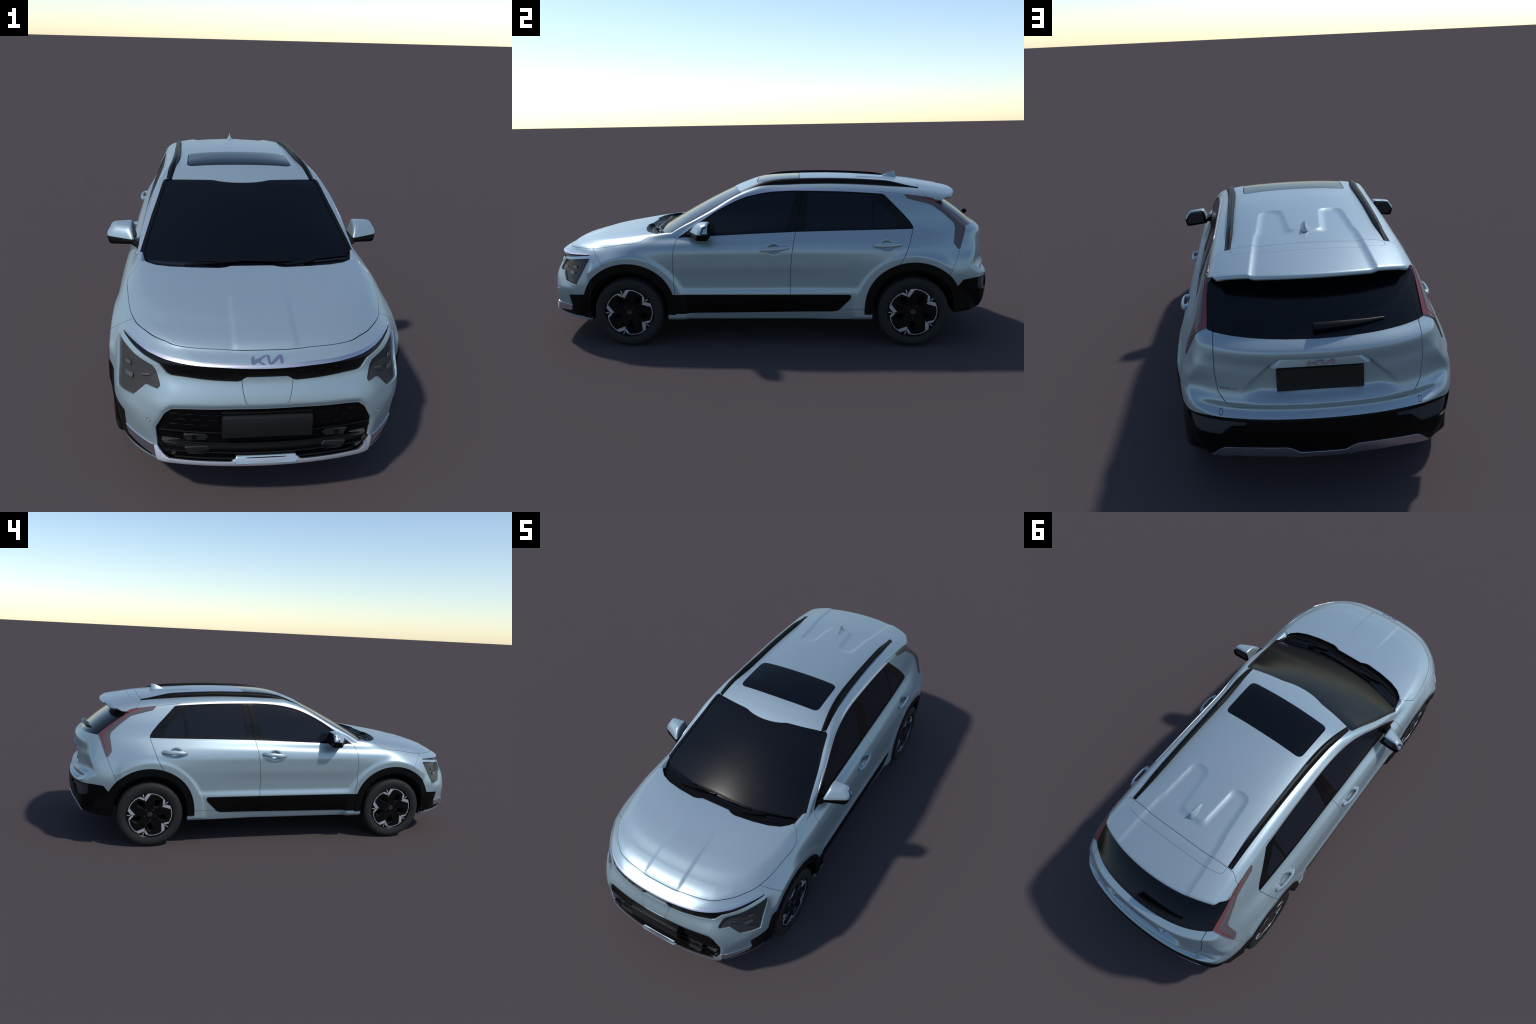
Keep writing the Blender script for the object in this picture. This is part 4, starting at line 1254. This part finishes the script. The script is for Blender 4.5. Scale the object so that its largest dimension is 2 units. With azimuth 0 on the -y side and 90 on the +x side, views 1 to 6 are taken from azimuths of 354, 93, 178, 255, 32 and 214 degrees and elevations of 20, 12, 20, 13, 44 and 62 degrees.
# tailgate grip: raised lip over the plate with the emblem on its face
GRIP = fillet([(-.1385, .4395), (-.1140, .4600), (-.0990, .4690), (.0990, .4690), (.1140, .4600), (.1385, .4395)], .006)
gV, gF = [], []
rings = []
for q, off in ((1.0, -.004), (1.0, .0005), (.93, .0085), (.80, .0100)):
    c = np.array([0, .4395]); P = c + (GRIP - c) * [.5 + .5 * q, q]
    yb = tail_field(np.abs(P[:, 0]), np.full(len(P), .455))
    rings.append(np.column_stack([P[:, 0], yb + off + (.4690 - P[:, 1]) * .10, P[:, 1]]))
grip = mesh_object("tailgate_grip", *loft(rings), PAINT, tailgate, None, True, 35); tidy_normals(grip)
for poly in emblem(.0345, -.0375, .4420, .4575):
    yb = .9690
    V, F = prism(poly, 1, yb - .004, yb + .0045)
    e = mesh_object("emblem", V, F, BADGE, tailgate, None, True, 30); tidy_normals(e)
cam = mesh_object("rear_camera", *prism([(-.0075, .4385), (.0075, .4385), (.004, .4320), (-.004, .4320)], 1, .945, .9655), GLOSS, tailgate, None, False)
tidy_normals(cam)

# ------------------------------------------------------------- intake details
def slat(x0, x1, z, h, mat, dy=0.0, name="intake_slat"):
    xx = np.linspace(x0, x1, 12)
    yy = nose_field(np.abs(xx), np.full(12, z)) + .0045 + dy
    o = mesh_object(name, *sweep(np.column_stack([xx, yy, np.full(12, z)]), np.full(12, h), np.full(12, .006), np.tile([0, -1.0, 0], (12, 1)), 8, 4.0), mat, intake, None, True, 40)
    tidy_normals(o)
    return o


for z, w in ((.2225, .262), (.1930, .256), (.1700, .248)):
    slat(-w, w, z, .0020, MESHG)
slat(-.225, .225, .153, .003, MESHG)
pods = []
for sg in (1, -1):
    for poly in ([(.141, .2070), (.150, .2165), (.205, .2180), (.198, .1975), (.150, .1965)], [(.139, .1735), (.146, .1850), (.203, .1850), (.192, .1625), (.152, .1600)]):
        P = fillet([(sg * x, z) for x, z in poly], .003)
        yb = nose_field(np.abs(P[:, 0]), P[:, 1]).mean()
        o = mesh_object("intake_pod", *prism(P, 1, yb + .03, yb + .000, .002), GREYM, intake, None, True, 30); tidy_normals(o)
    P = fillet([(sg * x, z) for x, z in [(.2120, .1955), (.2580, .1965), (.2520, .1870), (.2110, .1800)]], .002)
    yb = nose_field(np.abs(P[:, 0]), P[:, 1]).mean()
    o = mesh_object("front_fog_lamp", *prism(P, 1, yb + .03, yb + .0025, .001), LAMP, intake, None, True, 30); tidy_normals(o)
    yb = nose_field(np.array([.178]), np.array([.208]))[0]
    dot = revolve([(.0, .0062), (.004, .0062), (.004, .0002)], 20)
    o = mesh_object("parking_sensor", np.column_stack([dot[0][:, 1] + sg * .178, yb + .0010 - dot[0][:, 0], dot[0][:, 2] + .208]), dot[1], INNER, intake, None, True, 30)
    tidy_normals(o)
# honeycomb of the upper intake: staggered long hexagons
hexes = []
for row in range(4):
    z = .2330 + row * .0145
    for i in range(-7, 8):
        x = (i + (.5 if row % 2 else 0)) * .0380
        wlim = np.interp(z, [.225, .268, .285], [.262, .243, .225])
        if abs(x) > wlim - .016:
            continue
        yb = nose_field(np.array([abs(x)]), np.array([z]))[0]
        P = [(x - .0165, z), (x - .0095, z + .0058), (x + .0095, z + .0058), (x + .0165, z), (x + .0095, z - .0058), (x - .0095, z - .0058)]
        sl = .42 * 2 * x
        V, F = prism(P, 1, yb + .022, yb + .0064, .0002)
        V[:, 1] += (V[:, 0] - x) * sl
        hexes.append((V, F))
o = mesh_object("intake_honeycomb", *join(*hexes), MESHG, intake, None, False); tidy_normals(o); o["kind"] = "stuff"
hexp = prism(fillet([(-.0830, .1480), (-.0735, .1575), (.0735, .1575), (.0830, .1480), (.0735, .1405), (-.0735, .1405)], .001), 1, -.975, -.9930, .002)
hexp[0][:, 1] += (hexp[0][:, 2] - .1490) * .55
o = mesh_object("skid_centre", *hexp, PAINT, front_bumper, None, True, 30); tidy_normals(o)
o = mesh_object("radar_panel", *box(0, -.966, .188, .066, .020, .026, .002), INNER, intake, None, True, 30)

# grille facets: low hexagonal relief left and right
facets = []
for sg in (1, -1):
    for x, z, w in ((.105, .3745, .030), (.150, .3740, .026), (.190, .3750, .022), (.128, .3655, .022), (.172, .3655, .020)):
        P = [(x - w, z), (x - w * .7, z + .0045), (x + w * .7, z + .0045), (x + w, z), (x + w * .7, z - .0045), (x - w * .7, z - .0045)]
        P = np.array(P)
        yb = nose_field(P[:, 0], P[:, 1])
        A = np.column_stack([sg * P[:, 0], yb + .012, P[:, 1]]); c = P.mean(0)
        Q = c + (P - c) * .8
        B = np.column_stack([sg * Q[:, 0], nose_field(Q[:, 0], Q[:, 1]) + .0038, Q[:, 1]])
        facets.append(loft([A, B]))
o = mesh_object("grille_facets", *join(*facets), MESHG, grille, None, False); tidy_normals(o); o["kind"] = "stuff"

# ----------------------------------------------------------- headlamp details
def lamp_patch(name, poly, mat, off, dep):
    """small shaped patches lying on the lamp lens"""
    LK = Skin(*SK.take("headlamp"))
    LK.cut(xz(np.array(poly)), "mark", ["body"])
    V, N, F = edge_return(*LK.take("mark"), off, dep)
    if not len(F):
        return
    mesh_object(name, V, F, mat, lamps[0], N)
    V, N, F = mirrored(V, N, F)
    mesh_object(name, V, F, mat, lamps[1], N)


lamp_patch("lamp_projector", fillet([(.338, .3545), (.352, .3515), (.352, .3440), (.336, .3450)], .002), LAMP_LIGHT, -.0008, .001)
lamp_patch("lamp_projector", fillet([(.330, .3290), (.352, .3280), (.351, .3170), (.332, .3175)], .003), LAMP_LIGHT, -.0008, .001)
lamp_patch("lamp_light_bar", fillet([(.2840, .3450), (.2860, .3480), (.3040, .3420), (.3110, .3380), (.3090, .3355)], .001), LAMP_LIGHT, -.0009, .001)
